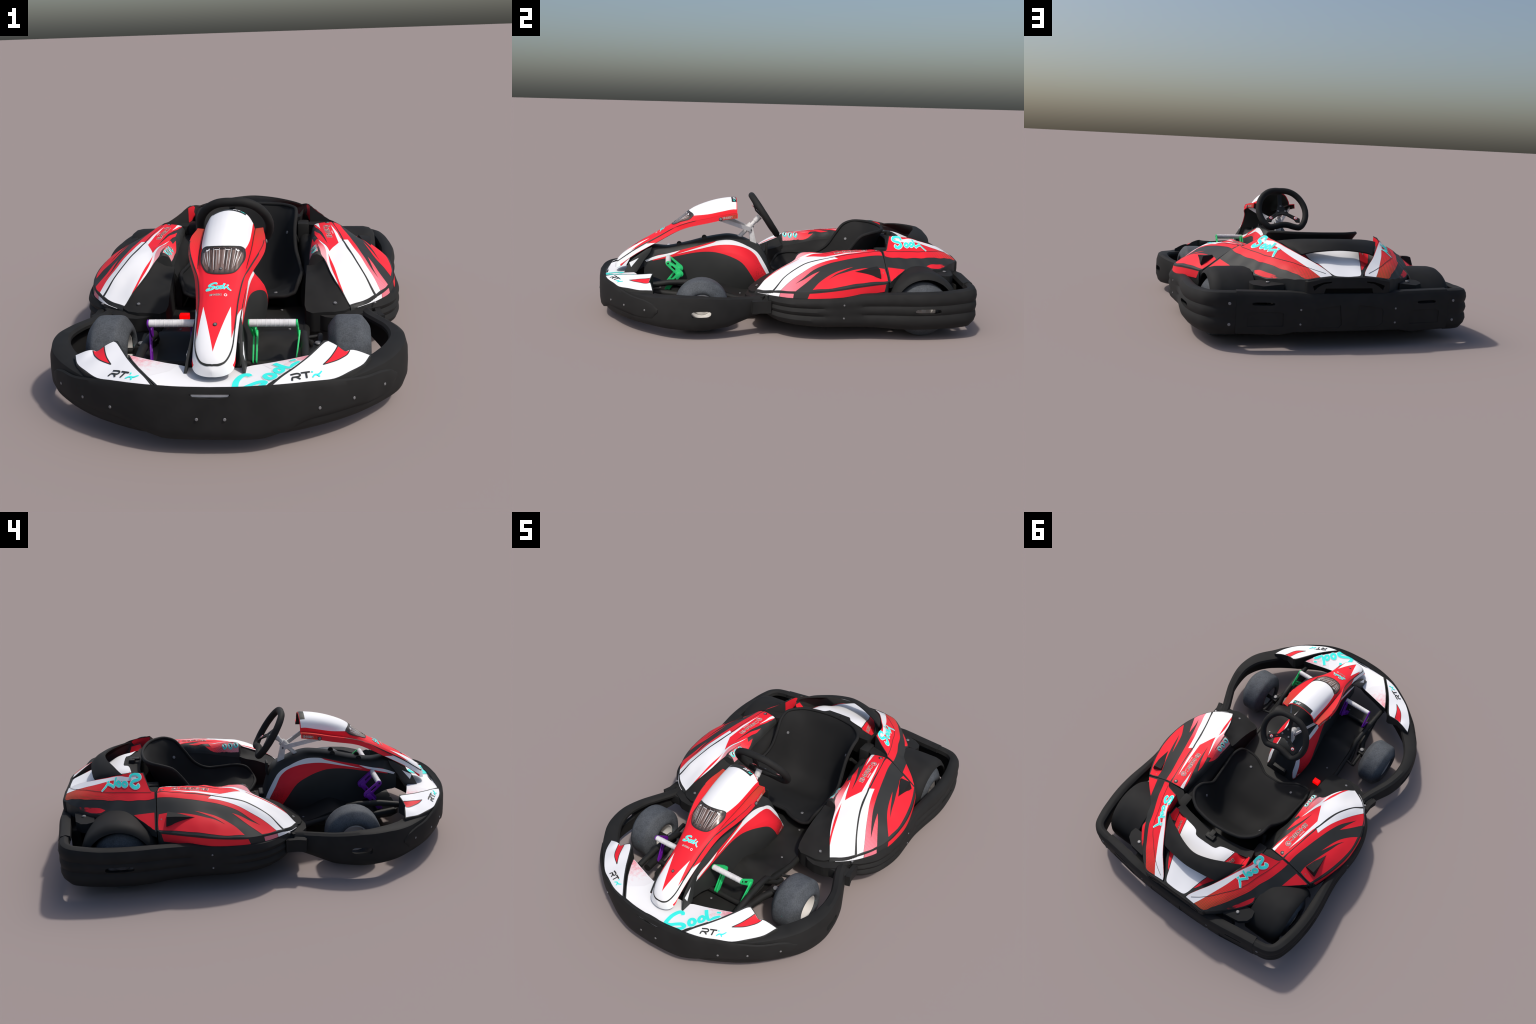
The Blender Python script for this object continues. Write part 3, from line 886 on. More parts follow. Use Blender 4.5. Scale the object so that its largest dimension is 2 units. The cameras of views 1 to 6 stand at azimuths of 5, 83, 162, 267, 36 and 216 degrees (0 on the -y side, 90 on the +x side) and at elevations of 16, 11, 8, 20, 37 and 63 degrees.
# ------------------------------------------------------------------ 7. side pods
b_line = [(.462, -.176, .214), (.512, -.148, .222), (.560, -.110, .232), (.599, -.059, .238), (.629, .001, .242), (.654, .079, .248), (.6635, .169, .258), (.661, .249, .268), (.645, .335, .277), (.621, .411, .281), (.594, .474, .281)]
a_line = [(.406, .466, .406), (.420, .386, .400), (.433, .309, .394), (.446, .223, .382), (.463, .142, .370), (.482, .070, .355), (.507, .006, .325), (.532, -.048, .290), (.564, -.098, .236)]
d_line = [(.487, .474, .356), (.489, .440, .360), (.510, .375, .359), (.531, .311, .354), (.550, .246, .341), (.570, .195, .324), (.591, .157, .306), (.618, .120, .285)]
e_line = [(.457, -.170, .218), (.433, -.135, .255), (.403, -.084, .291), (.378, -.015, .326), (.357, .040, .356)]
in_pts = []
for y, sec in ((.055, ((.294, .318), (.300, .346), (.317, .372), (.332, .380))), (.14, ((.296, .335), (.302, .360), (.315, .378), (.330, .385))),
               (.25, ((.297, .355), (.303, .376), (.312, .388), (.330, .392))), (.34, ((.300, .365), (.306, .385), (.320, .397), (.335, .399))),
               (.42, ((.302, .369), (.308, .387), (.319, .396), (.335, .400))), (.472, ((.304, .372), (.310, .388), (.319, .395), (.335, .400)))):
    in_pts += [(x, y, z) for x, z in sec]
top_pts = [(.383, .086, .370), (.376, .169, .382), (.38, .25, .3925), (.38, .34, .3995), (.379, .42, .4035), (.378, .465, .4045), (.42, .09, .368), (.44, .0, .335), (.47, -.07, .285), (.50, -.11, .250),
           (.62, .30, .303), (.585, .40, .312), (.56, .45, .309), (.60, .22, .313), (.63, .19, .286), (.57, .06, .294), (.59, .0, .268), (.545, .10, .325), (.50, .20, .365), (.48, .32, .378), (.46, .42, .383)]
pod_sheet = Sheet(b_line + a_line + d_line + e_line + in_pts + top_pts, smooth=2e-6)
pod_outline = [(p[0], p[1]) for p in catmull(b_line, 4)] + [(.583, .4865), (.493, .4855), (.403, .4875), (.345, .480), (.306, .474), (.304, .42), (.300, .34), (.297, .24), (.295, .14), (.294, .055), (.320, .046), (.357, .040), (.378, -.015), (.403, -.084), (.433, -.135)]
def pod_floor(x, y):
    return 0.190 if x > 0.42 else 0.150
side_pod = add("side_pod", solid_sheet(pod_outline, pod_sheet, pod_floor, 0.011), None, "panel_black", 38)
# skirt between the pod's lower fold and the side bumper
c_line = [(.465, -.183, .203), (.518, -.155, .211), (.564, -.114, .213), (.598, -.068, .213), (.633, -.007, .213), (.657, .064, .216), (.667, .150, .219), (.6665, .230, .224), (.653, .312, .229), (.627, .403, .236), (.600, .478, .240)]
skirt_rows = [catmull(b_line, 5), catmull(c_line, 5), [(p[0]-.004, p[1], p[2]-.035) for p in catmull(c_line, 5)]]
pod_skirt = add("pod_skirt", mesh_of(*grid_mesh([[(p[0]+.0012, p[1]-.0005, p[2]-0.0006) for p in skirt_rows[0]], skirt_rows[1], skirt_rows[2]])), side_pod, "panel_black", 38)
# low black knee pad at the inner front of each pod
knee_sheet = Sheet([(.457, -.170, .214), (.433, -.135, .250), (.403, -.084, .284), (.378, -.015, .318), (.357, .036, .345), (.402, -.166, .224), (.30, -.19, .200), (.35, -.195, .204), (.40, -.198, .206), (.288, .046, .312), (.33, .03, .318),
                    (.300, -.113, .255), (.35, -.05, .287), (.29, -.03, .290), (.36, -.12, .254), (.285, -.16, .220), (.44, -.185, .208)], smooth=1e-5)
knee_outline = [(.462, -.178), (.435, -.137), (.405, -.085), (.380, -.014), (.359, .043), (.32, .048), (.286, .056), (.284, .0), (.281, -.10), (.279, -.165), (.286, -.188), (.31, -.202), (.40, -.207), (.44, -.195)]
knee_pad = add("knee_pad", solid_sheet(knee_outline, knee_sheet, 0.115, 0.011), side_pod, "black", 40)
bolt((0.402, -0.166, 0.2235), (0, -0.35, 1), 0.007, knee_pad, 0.011)
wall_rows = []
for y, x0, z0 in ((0.050, .294, .318), (0.14, .296, .335), (0.25, .297, .355), (0.34, .300, .365), (0.42, .302, .369), (0.476, .304, .372)):
    xi = np.interp(y, [.05, .27, .36, .48], [.266, .262, .246, .246])
    zi = np.interp(y, [.05, .27, .36, .48], [.245, .250, .300, .330])
    wall_rows.append([(x0 + .006, y, z0 + .004), (x0 - .005, y, z0 - .022), (.5*x0 + .5*xi, y, .5*z0 + .5*zi), (xi, y, zi), (xi - .002, y, .130), (.300, y, .130)])
inner_wall = add("pod_inner_wall", mesh_of(*grid_mesh(smooth_grid(wall_rows, 2, 4), cap=True)), side_pod, "black", 50)
lip_sheet = Sheet([(.36, -.205, .186), (.40, -.228, .180), (.46, -.220, .184), (.52, -.185, .192), (.46, -.17, .200), (.55, -.15, .198)], smooth=1e-5)
add("pod_lip", solid_sheet([(.33, -.196), (.36, -.216), (.40, -.226), (.455, -.222), (.51, -.195), (.55, -.150), (.53, -.125), (.46, -.165), (.40, -.190)], lip_sheet, 0.125, 0.014), side_pod, "black", 40)

# air scoop on the flank
def scoop_solid():
    nose = Vector((.570, .262, .326))
    rt, rb, ri = Vector((.525, .436, .352)), Vector((.580, .444, .300)), Vector((.500, .440, .345))
    rows = []
    for f in np.linspace(0.0, 1.0, 9):
        def P(q): return nose.lerp(q, f)
        e = 1 - (1 - f) ** 1.5
        out = Vector((0.022, 0, 0.020)) * min(1, f * 1.4)
        sec = [P(rt) + Vector((0, 0, 0.0)), P(rt) * 0.5 + P(rb) * 0.5 + out * 0.95, P(rb) + Vector((0.006, 0, 0.004)) * f, P(rb) - Vector((0.02, 0, 0.02)), P(ri) - Vector((0, 0, 0.03))]
        rows.append(sec)
    return mesh_of(*grid_mesh(rows, close_u=True, cap=True))
scoop = add("side_scoop", scoop_solid(), side_pod, "black", 30)
bolt((0.537, 0.464, 0.318), (0.55, 0, 0.83), 0.006, side_pod, 0.013)
bolt((0.380, 0.464, 0.4048), (0, 0, 1), 0.0065, side_pod, 0.0125)

# ------------------------------------------------------------------ 8. rear bodywork
up_edge = [(.297, .549, .472), (.290, .600, .468), (.279, .654, .460), (.235, .727, .437), (.190, .804, .411), (.158, .854, .393), (.121, .898, .372), (.087, .942, .346), (.078, .962, .334)]
crease = [(.398, .512, .404), (.375, .590, .399), (.345, .666, .394), (.325, .725, .390), (.291, .782, .386), (.248, .830, .379), (.205, .876, .368), (.157, .916, .356), (.107, .946, .342)]
lower = [(.445, .490, .386), (.418, .580, .374), (.380, .670, .366), (.352, .746, .362), (.316, .809, .355), (.275, .874, .345), (.237, .923, .333), (.201, .963, .319)]
band = [(.493, .4875, .349), (.583, .489, .279), (.530, .545, .305), (.469, .602, .323), (.44, .64, .326), (.415, .70, .328), (.390, .735, .324), (.398, .765, .309), (.360, .82, .302), (.30, .88, .312), (.25, .93, .315), (.46, .54, .352)]
mid = [(.345, .53, .436), (.33, .60, .432), (.31, .66, .426), (.278, .74, .413)]
wing2_sheet = Sheet(up_edge + crease + lower + band + mid, smooth=2e-6)
wing2_outline = [(.404, .4915), (.493, .4895), (.584, .491), (.530, .548), (.472, .602), (.44, .645), (.412, .705), (.396, .742), (.40, .768), (.355, .83), (.30, .885), (.25, .932), (.203, .966), (.138, .967), (.079, .964)] + \
    [(p[0], p[1]) for p in catmull(up_edge, 3)[::-1][1:-1]] + [(.297, .549), (.345, .531), (.391, .512)]
rear_fairing = add("rear_fairing", solid_sheet(wing2_outline, wing2_sheet, lambda x, y: 0.25, 0.011), None, "panel_black", 34)
# step between pod seam and wing front
step_sheet = Sheet([(.403, .4925, .405), (.392, .513, .401), (.33, .53, .396), (.266, .540, .388), (.27, .515, .388), (.315, .484, .393)])
fairing_step = add("fairing_step", solid_sheet([(.403, .4905), (.394, .516), (.345, .534), (.299, .553), (.262, .548), (.268, .512), (.312, .481)], step_sheet, 0.28, 0.012), rear_fairing, "black", 40)
rf_bolt_pos = (0.353, 0.853, 0.2935)
bracket_sheet = Sheet([(.43, .803, .284), (.40, .86, .281), (.375, .89, .277), (.33, .87, .288), (.34, .80, .293), (.36, .85, .287)], smooth=1e-5)
rear_bracket = add("rear_bracket", solid_sheet([(.428, .795), (.436, .83), (.425, .86), (.385, .890), (.345, .897), (.29, .905), (.30, .86), (.35, .80)], bracket_sheet, 0.232, 0.012), rear_fairing, "black", 40)
bolt((0.354, 0.852, 0.2865), (0, 0, 1), 0.0095, rear_bracket, 0.013)

# engine cover between the wings
cover_sheet = Sheet([(0, .640, .4365), (.08, .640, .4365), (.15, .626, .432), (.175, .620, .429), (.232, .588, .402), (.178, .689, .405), (.142, .729, .408), (.222, .67, .374), (.10, .80, .385), (.106, .839, .372), (.155, .807, .356),
                     (.0, .74, .413), (.0, .84, .377), (.08, .74, .4125), (0, .95, .333), (.069, .954, .333), (.04, .9, .353), (.10, .887, .354), (.19, .74, .372), (.250, .592, .428), (.264, .600, .446), (.270, .655, .434), (.245, .640, .404)], True, smooth=5e-6)
cover_outline = sym([(0.004, 0.668), (0.066, 0.664), (0.085, 0.640), (0.165, 0.620), (0.200, 0.603), (0.240, 0.590), (0.262, 0.60), (0.268, 0.655), (0.226, 0.727), (0.182, 0.802), (0.150, 0.850), (0.114, 0.894), (0.083, 0.94), (0.074, 0.9605), (0.003, 0.9625)])
engine_cover = add("engine_cover", solid_sheet(cover_outline, cover_sheet, lambda x, y: 0.29, 0.012), None, "panel_black", 40)

# hoop over the cover
hoop_f = [(.262, .655, .452), (.229, .677, .460), (.172, .706, .469), (.084, .747, .476), (0, .766, .479)]
hoop_r = [(.200, .785, .405), (.175, .810, .412), (.150, .818, .420), (.092, .829, .430), (0, .838, .437)]
def mirror_line(L):
    return L + [(-x, y, z) for x, y, z in L[::-1][1:]]
F_, R_ = catmull(mirror_line(hoop_f), 6), catmull(mirror_line(hoop_r), 6)
rows = []
for f, r in zip(F_, R_):
    f, r = Vector(f), Vector(r)
    c = (f + r) / 2; a = (r - f)
    nrm = Vector((1, 0, 0)).cross(a).normalized()
    if nrm.z < 0: nrm = -nrm
    rows.append([f - nrm*0.004, f + nrm*0.003, f.lerp(r, 0.3) + nrm*0.012, f.lerp(r, 0.65) + nrm*0.012, r + nrm*0.003, r - nrm*0.004, f.lerp(r, 0.65) - nrm*0.0, f.lerp(r, 0.3) - nrm*0.0])
head_hoop = add("head_hoop", mesh_of(*grid_mesh(rows, close_u=True, cap=True)), None, "black", 45)

# plate with the catch behind the seat
catch = add("seat_back_plate", solid_sheet(sym([(0.004, 0.585), (0.10, 0.583), (0.19, 0.565), (0.25, 0.55), (0.262, 0.60), (0.165, 0.622), (0.085, 0.642), (0.066, 0.666), (0.004, 0.670)]),
            Sheet([(0, .585, .424), (.19, .565, .408), (.25, .55, .418), (.25, .60, .420), (.165, .622, .426), (.085, .642, .434), (0, .67, .4355)], True), 0.30, 0.014), engine_cover, "black", 40)
add("catch_block", box_mesh((-0.006, 0.628, 0.436), (0.055, 0.030, 0.028), 0.004), catch, "dark", 30)
add("catch_lever", box_mesh((-0.006, 0.608, 0.446), (0.028, 0.040, 0.012), 0.003), catch, "dark", 30)

# tail panel below the cover, with its vents
tail_half = [(0.211, 0.962), (0.200, 0.9745), (0.12, 0.9775), (0, 0.9780)]
tp = catmull(tail_half, 5)
tp = [(p[0], p[1]) for p in tp] + [(-p[0], p[1]) for p in tp[::-1][1:]]
tail_panel = add("tail_panel", band_sweep(tp, lambda k, p: [(-0.05, 0.245), (-0.05, np.interp(abs(p[0]), [0, .075, .2], [.330, .331, .316])), (-0.004, np.interp(abs(p[0]), [0, .075, .12, .2], [.328, .329, .328, .314])),
        (0.0, np.interp(abs(p[0]), [0, .06, .1, .2], [.318, .320, .325, .310])), (0.001, 0.28), (0.0, 0.245)]), None, "black", 40)
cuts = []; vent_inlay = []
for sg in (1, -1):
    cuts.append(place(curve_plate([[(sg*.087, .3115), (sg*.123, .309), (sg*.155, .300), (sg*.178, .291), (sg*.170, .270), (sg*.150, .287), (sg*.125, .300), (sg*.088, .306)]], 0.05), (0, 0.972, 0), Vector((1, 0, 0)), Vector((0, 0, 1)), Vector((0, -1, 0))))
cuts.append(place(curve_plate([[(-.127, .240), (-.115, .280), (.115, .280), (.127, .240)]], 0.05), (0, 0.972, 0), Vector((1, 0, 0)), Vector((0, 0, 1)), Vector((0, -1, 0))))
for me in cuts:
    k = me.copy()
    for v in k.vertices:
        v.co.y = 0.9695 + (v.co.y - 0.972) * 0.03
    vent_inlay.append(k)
subtract(tail_panel, cuts)
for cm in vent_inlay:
    add("vent_shade_plate", cm, tail_panel, "void", 30)  # near-black plate gives each shallow vent recess its deep shadow

# mudguards over the rear wheels
def guard_mesh():
    c = (0, 0.672, 0.142)
    prof = [(.398, .150), (.398, .184), (.404, .190), (.480, .191), (.560, .190), (.588, .184), (.606, .170), (.612, .158), (.608, .156), (.585, .172), (.560, .180), (.42, .180), (.408, .170), (.406, .150)]
    return lathe_mesh(prof + [prof[0]], c, seg=30, a0=math.radians(-5), a1=math.radians(178))
guard = add("mudguard", guard_mesh(), None, "black", 35)
guard_l = mirrored(guard)

# ------------------------------------------------------------------ 9. wheels and running gear
def wheel(name, cx, cy, cz, R, w, rr, tread, sg, dish=0.36):
    t = bpy.data.objects.new(name, None)
    t.location = (cx, cy, cz)
    bpy.context.scene.collection.objects.link(t); t.parent = ROOT
    hw = w / 2
    prof = [(-hw + .012, rr), (-hw + .002, rr + .006), (-hw, rr + .022), (-hw + .006, R - .034), (-hw + .022, R - .013), (-tread, R - .002), (-tread*0.5, R), (0, R), (tread*0.5, R), (tread, R - .002), (hw - .022, R - .013), (hw - .006, R - .034), (hw, rr + .022), (hw - .002, rr + .006), (hw - .012, rr)]
    prof = [tuple(p) for p in catmull(prof, 2)]
    me = lathe_mesh(prof, (0, 0, 0), seg=36)
    add("tyre", me, t, "tyre", 45)
    # rim: barrel with a dished face on the outboard side
    o = sg
    rp = [(-hw*0.80, rr*1.02), (-hw*0.82, rr*0.90), (-hw*0.55, rr*0.84), (0, rr*0.80), (hw*dish*0.8, rr*0.76), (hw*dish, rr*0.50), (hw*dish, 0.0004)]
    rp2 = [(hw*0.82, rr*1.02), (hw*0.84, rr*0.92), (hw*0.60, rr*0.84), (hw*dish*0.75, rr*0.79)]
    me = join_meshes([lathe_mesh([(h*o, r) for h, r in rp], (0, 0, 0), seg=32), lathe_mesh([(h*o, r) for h, r in rp2], (0, 0, 0), seg=32)])
    add("rim", me, t, "rim", 40)
    hubm = lathe_mesh([(o*hw*(dish+.20), 0.0004), (o*hw*(dish+.20), .012), (o*hw*(dish+.01), .017), (o*hw*dish, .018)], (0, 0, 0), seg=18)
    add("hub", hubm, t, "rim", 40)
    return t
for sg in (1, -1):
    wheel("front_wheel", sg*0.447, -0.452, 0.1355, 0.1355, 0.156, 0.066, 0.044, sg)
    wheel("rear_wheel", sg*0.515, 0.668, 0.1405, 0.1405, 0.205, 0.068, 0.070, sg, 0.72)

axle = tube("rear_axle", [(-0.50, 0.668, 0.147), (0.50, 0.668, 0.147)], 0.018, "dark", None, 14)
floor_sheet = Sheet([(x, y, z) for y, z in ((0.06, .136), (-0.05, .137), (-0.16, .136), (-0.235, .137), (-0.30, .155), (-0.35, .175), (-0.392, .185), (-0.425, .174), (-0.455, .152), (-0.50, .140), (-0.55, .137), (-0.64, .138), (-0.72, .139)) for x in (0.0, 0.13, 0.27)], True, 1e-6)
chassis = add("chassis_floor", solid_sheet(sym([(0.004, -0.738), (0.195, -0.738), (0.238, -0.69), (0.258, -0.56), (0.268, -0.45), (0.278, -0.38), (0.276, -0.24), (0.285, -0.20), (0.285, 0.04), (0.004, 0.04)]), floor_sheet, 0.112, 0.02), None, "dark", 60)
for x, y, z in ((0.22, -0.237, 0.1385), (0.179, -0.014, 0.1395), (0.105, -0.668, 0.1445)):
    bolt_pair((x, y, z), (0, 0, 1), 0.0055, (chassis, chassis))
for sg in (1, -1):
    tube("frame_rail", [(sg*0.290, -0.735, 0.196), (sg*0.288, -0.62, 0.214), (sg*0.282, -0.51, 0.214), (sg*0.280, -0.46, 0.205), (sg*0.282, -0.42, 0.165), (sg*0.284, -0.25, 0.125), (sg*0.285, 0.5, 0.120), (sg*0.27, 0.72, 0.13)], 0.0155, "dark", chassis)
    tube("cross_member", [(sg*0.275, -0.70, 0.160), (sg*0.290, -0.585, 0.150), (sg*0.300, -0.52, 0.143), (sg*0.322, -0.47, 0.142)], 0.019, "dark", chassis)
    add("steering_knuckle", box_mesh((sg*0.335, -0.455, 0.140), (0.045, 0.050, 0.045), 0.008), chassis, "dark", 40)
    tube("stub_axle", [(sg*0.33, -0.452, 0.1355), (sg*0.46, -0.452, 0.1355)], 0.012, "dark", chassis)
    bolt((sg*0.333, -0.456, 0.1655), (0, 0, 1), 0.0128, chassis, 0.0)
    tube("steering_arm", [(sg*0.338, -0.44, 0.142), (sg*0.341, -0.338, 0.152)], 0.011, "dark", chassis)
    tube("tie_rod", [(sg*0.341, -0.338, 0.150), (sg*0.259, -0.358, 0.145), (sg*0.03, -0.33, 0.16)], 0.0075, "dark", chassis)
    tube("axle_bracket", [(sg*0.282, -0.46, 0.190), (sg*0.30, -0.40, 0.14), (sg*0.305, -0.36, 0.13)], 0.013, "dark", chassis)
    tube("side_rail", [(sg*0.29, -0.12, 0.118), (sg*0.45, -0.09, 0.118), (sg*0.60, 0.02, 0.118), (sg*0.62, 0.30, 0.118), (sg*0.45, 0.40, 0.118), (sg*0.28, 0.42, 0.118)], 0.013, "dark", chassis)
    add("bearing_hanger", box_mesh((sg*0.30, 0.668, 0.16), (0.02, 0.08, 0.09), 0.006), chassis, "dark", 40)
tube("pedal_bar", [(-0.27, -0.628, 0.158), (0.27, -0.628, 0.158)], 0.013, "dark", chassis)
for sg in (1, -1):
    tube("bumper_stay", [(sg*0.290, -0.74, 0.19), (sg*0.285, -0.86, 0.17)], 0.014, "dark", chassis)
add("engine_block", box_mesh((0.0, 0.755, 0.215), (0.46, 0.30, 0.17), 0.015), chassis, "dark", 40)
for sg in (1, -1):
    add("seat_gusset", box_mesh((sg*0.264, 0.525, 0.335), (0.055, 0.085, 0.13), 0.012), engine_cover, "black", 40)
add("rear_beam", box_mesh((0.0, 0.905, 0.165), (0.70, 0.05, 0.10), 0.01), chassis, "dark", 40)
add("under_tray", box_mesh((0.0, 0.45, 0.078), (0.56, 0.90, 0.016), 0.005), chassis, "dark", 40)

# ------------------------------------------------------------------ 10. pedals
def pedal_group(mat, sg, flip):
    """grip tube between two drilled link plates, each a bent pair of arms"""
    xs = (0.0965, 0.2575)
    par = bpy.data.objects.new("pedal", None); bpy.context.scene.collection.objects.link(par); par.parent = ROOT
    gy, gz = -0.624, 0.311
    tube("pedal_grip", [(sg*xs[0], gy, gz), (sg*xs[1], gy, gz)], 0.0135, "silver", par, 16)
    n = 9
    for k in range(1, n):   # turned grooves: thin raised rings
        x = xs[0] + 0.012 + (xs[1] - xs[0] - 0.02) * k / n
        add("grip_ring", lathe_mesh([(-0.0012, 0.0136), (0, 0.0143), (0.0012, 0.0136)], (sg*x, gy, gz), seg=18), par, "silver", 40)
    def arm(p, q, w0, w1):
        p, q = Vector((p[0], p[1])), Vector((q[0], q[1]))
        d = (q - p).normalized(); s = Vector((-d.y, d.x))
        L = []
        for k in range(7):
            a = math.pi/2 + math.pi*k/6
            L.append(p + (d*math.cos(a) + s*math.sin(a))*w0)
        for k in range(7):
            a = -math.pi/2 + math.pi*k/6
            L.append(q + (d*math.cos(a) + s*math.sin(a))*w1)
        return [(v.x, v.y) for v in L], p, q, d, s
    def slotted(p, q, w0, w1, f0, f1, hw):
        L, p, q, d, s = arm(p, q, w0, w1)
        a, b = p.lerp(q, f0), p.lerp(q, f1)
        hole = [a + s*hw, b + s*hw, b - s*hw, a - s*hw]
        return [L, [(v.x, v.y) for v in hole]]
    plates = [(xs[1] + 0.004, 0.0), (xs[0] - 0.002, 0.0), (xs[0] + 0.010, 0.0)]
    for i, (x, _) in enumerate(plates):
        bend = 0.010 if i == 0 else (-0.004)
        parts = [slotted((gy, gz), (-0.561, 0.254), 0.0125, 0.0170, 0.26, 0.66, 0.0052),
                 slotted((-0.568, 0.250), (-0.630, 0.172), 0.0120, 0.0110, 0.25, 0.66, 0.0046)]
        for j, lp in enumerate(parts):
            me = curve_plate(lp, 0.0042, 0.0006)
            place(me, (0, 0, 0), Vector((0, 1, 0)), Vector((0, 0, 1)), Vector((1, 0, 0)))
            for v in me.vertices:
                lean = np.interp(v.co.z, [0.16, 0.25, 0.31], [(-0.012 if i == 0 else 0.006), 0.003 if i == 0 else 0.008, 0.0])
                v.co.x = sg * (x + lean + (0.0046 if j else 0) + v.co.x)
            me.update()
            bm = bmesh.new(); bm.from_mesh(me); bmesh.ops.recalc_face_normals(bm, faces=bm.faces); bm.to_mesh(me); bm.free()
            add("pedal_arm", me, par, mat, 35)
        if i == 0:
            for yy, zz, rr in ((gy, gz, 0.0066), (-0.630, 0.172, 0.0056)):
                bolt((sg*(x + (0.0022 if zz > 0.2 else -0.0060)), yy, zz), (sg, 0, 0), 0.0, par, rr)
    return par
pedal_group("green", 1, False)
pedal_group("purple", -1, True)
add("brake_lamp", box_mesh((-0.223, -0.116, 0.149), (0.040, 0.030, 0.026), 0.003), None, "lamp", 30)

#DECALS
# ------------------------------------------------------------------ 11. vinyl decals
def bvh_of(objs):
    vs, fs = [], []
    for o in objs:
        k = len(vs)
        vs += [v.co.copy() for v in o.data.vertices]
        fs += [tuple(k + i for i in p.vertices) for p in o.data.polygons]
    return BVHTree.FromPolygons(vs, fs)

class Skin:
    """projects plane coordinates onto panels: 'top' uses (x, y), 'right' (y, z) seen from +x, 'left' (y, z) from -x, 'back' (x, z) from +y"""
    SET = {'top': (lambda u, v: (u, v, 3), (0, 0, -1)), 'right': (lambda u, v: (3, u, v), (-1, 0, 0)),
           'left': (lambda u, v: (-3, u, v), (1, 0, 0)), 'back': (lambda u, v: (u, 3, v), (0, -1, 0))}
    def __init__(self, objs, side='top'):
        self.b = bvh_of(objs); self.o, d = self.SET[side]; self.d = Vector(d)
    def __call__(self, u, v, lift):
        o = Vector(self.o(float(u), float(v)))
        h = self.b.ray_cast(o, self.d)
        if h[0] is None:
            for du, dv in ((.002, 0), (-.002, 0), (0, .002), (0, -.002), (.005, 0), (-.005, 0), (0, .005), (0, -.005)):
                h = self.b.ray_cast(Vector(self.o(u + du, v + dv)), self.d)
                if h[0] is not None:
                    break
        if h[0] is None:
            return None
        n = h[1] if h[1].dot(self.d) < 0 else -h[1]
        return h[0] + (n * 0.7 - self.d * 0.3).normalized() * lift

def soft_loop(pts, corner=48, per=4):
    """smooth a closed outline except where it turns sharply"""
    P = [np.array(p[:2], float) for p in pts]
    n = len(P)
    is_c = []
    for i in range(n):
        a, b = P[i] - P[i - 1], P[(i + 1) % n] - P[i]
        c = np.dot(a, b) / (np.linalg.norm(a) * np.linalg.norm(b) + 1e-9)
        is_c.append(math.degrees(math.acos(max(-1, min(1, c)))) > corner)
    if not any(is_c):
        return catmull(P, per, closed=True)
    s = is_c.index(True)
    idx = [(s + k) % n for k in range(n)] + [s]
    out = []; seg = [P[idx[0]]]
    for k in idx[1:]:
        seg.append(P[k])
        if is_c[k]:
            out += (catmull(seg, per) if len(seg) > 2 else [seg[0], seg[1]])[:-1]
            seg = [P[k]]
    return out

LIFT = 0.0007
def clean_faces(V, F):
    keep = [f for f in F if all(V[i] is not None for i in f)]
    idx = sorted({i for f in keep for i in f}); mp = {k: j for j, k in enumerate(idx)}
    return [V[i] for i in idx], [tuple(mp[i] for i in f) for f in keep]

def decal(name, skin, pts, mat, parent, layer=0, step=0.009, soft=True, corner=48):
    loop = soft_loop(pts, corner) if soft else [np.array(p[:2], float) for p in pts]
    V, F, nb = fill_poly(loop, step)
    W = [skin(u, v, LIFT + 0.00045 * layer) for u, v in V]
    W, F = clean_faces(W, F)
    me = mesh_of(W, F, fix=False)
    bm = bmesh.new(); bm.from_mesh(me); bm.normal_update()
    if sum(f.normal.dot(-skin.d) for f in bm.faces) < 0:
        bmesh.ops.reverse_faces(bm, faces=bm.faces)
    bm.to_mesh(me); bm.free()
    return add(name, me, parent, mat, 60)

def ribbon(name, skin, path, width, mat, parent, layer=0, closed=False, per=5, soft=True, across=2):
    P = [np.array(p[:2], float) for p in path]
    Q = catmull(P, per, closed) if soft and len(P) > 2 else (list(resample(np.array(P), 12)))
    n = len(Q); rows = []
    for i in range(n):
        a = Q[i - 1] if (closed or i > 0) else Q[i]
        b = Q[(i + 1) % n] if (closed or i < n - 1) else Q[i]
        t = (b - a) / (np.linalg.norm(b - a) + 1e-12); s = np.array([-t[1], t[0]])
        w = width if not isinstance(width, (list, tuple)) else np.interp(i / (n - 1), np.linspace(0, 1, len(width)), width)
        rows.append([skin(*(Q[i] + s * w * (k / across - 0.5)), LIFT + 0.00045 * layer) for k in range(across + 1)])
    V, F = grid_mesh(rows, close_v=closed)
    V, F = clean_faces(V, F)
    me = mesh_of(V, F, fix=False)
    return add(name, me, parent, mat, 60)

def strokes(name, skin, strk, org, U, Vv, w, mat, parent, layer, edge=None, edge_w=0.0):
    """brush lettering: each stroke (points, closed, relative widths) becomes one ribbon, all joined into one mark"""
    def build(mat_, extra, lay, nm):
        mes = []
        for k, (pts, closed, ws) in enumerate(strk):
            path = [(org[0] + U[0]*p[0] + Vv[0]*p[1], org[1] + U[1]*p[0] + Vv[1]*p[1]) for p in pts]
            if extra > 0 and not closed:   # outline also runs past the stroke ends
                a, b = np.array(path[0]), np.array(path[1]); path[0] = tuple(a + (a - b) / np.linalg.norm(a - b) * extra / 2)
                a, b = np.array(path[-1]), np.array(path[-2]); path[-1] = tuple(a + (a - b) / np.linalg.norm(a - b) * extra / 2)
            o = ribbon("tmp", skin, path, [w*q + extra for q in ws], None, parent, lay + 0.25*k, closed, 4)
            mes.append(o.data); bpy.data.objects.remove(o)
        me = join_meshes(mes)
        return add(nm, me, parent, mat_, 60)
    if edge:
        build(edge, edge_w, layer, name + "_outline")
    return build(mat, 0.0, layer + 2.5, name)

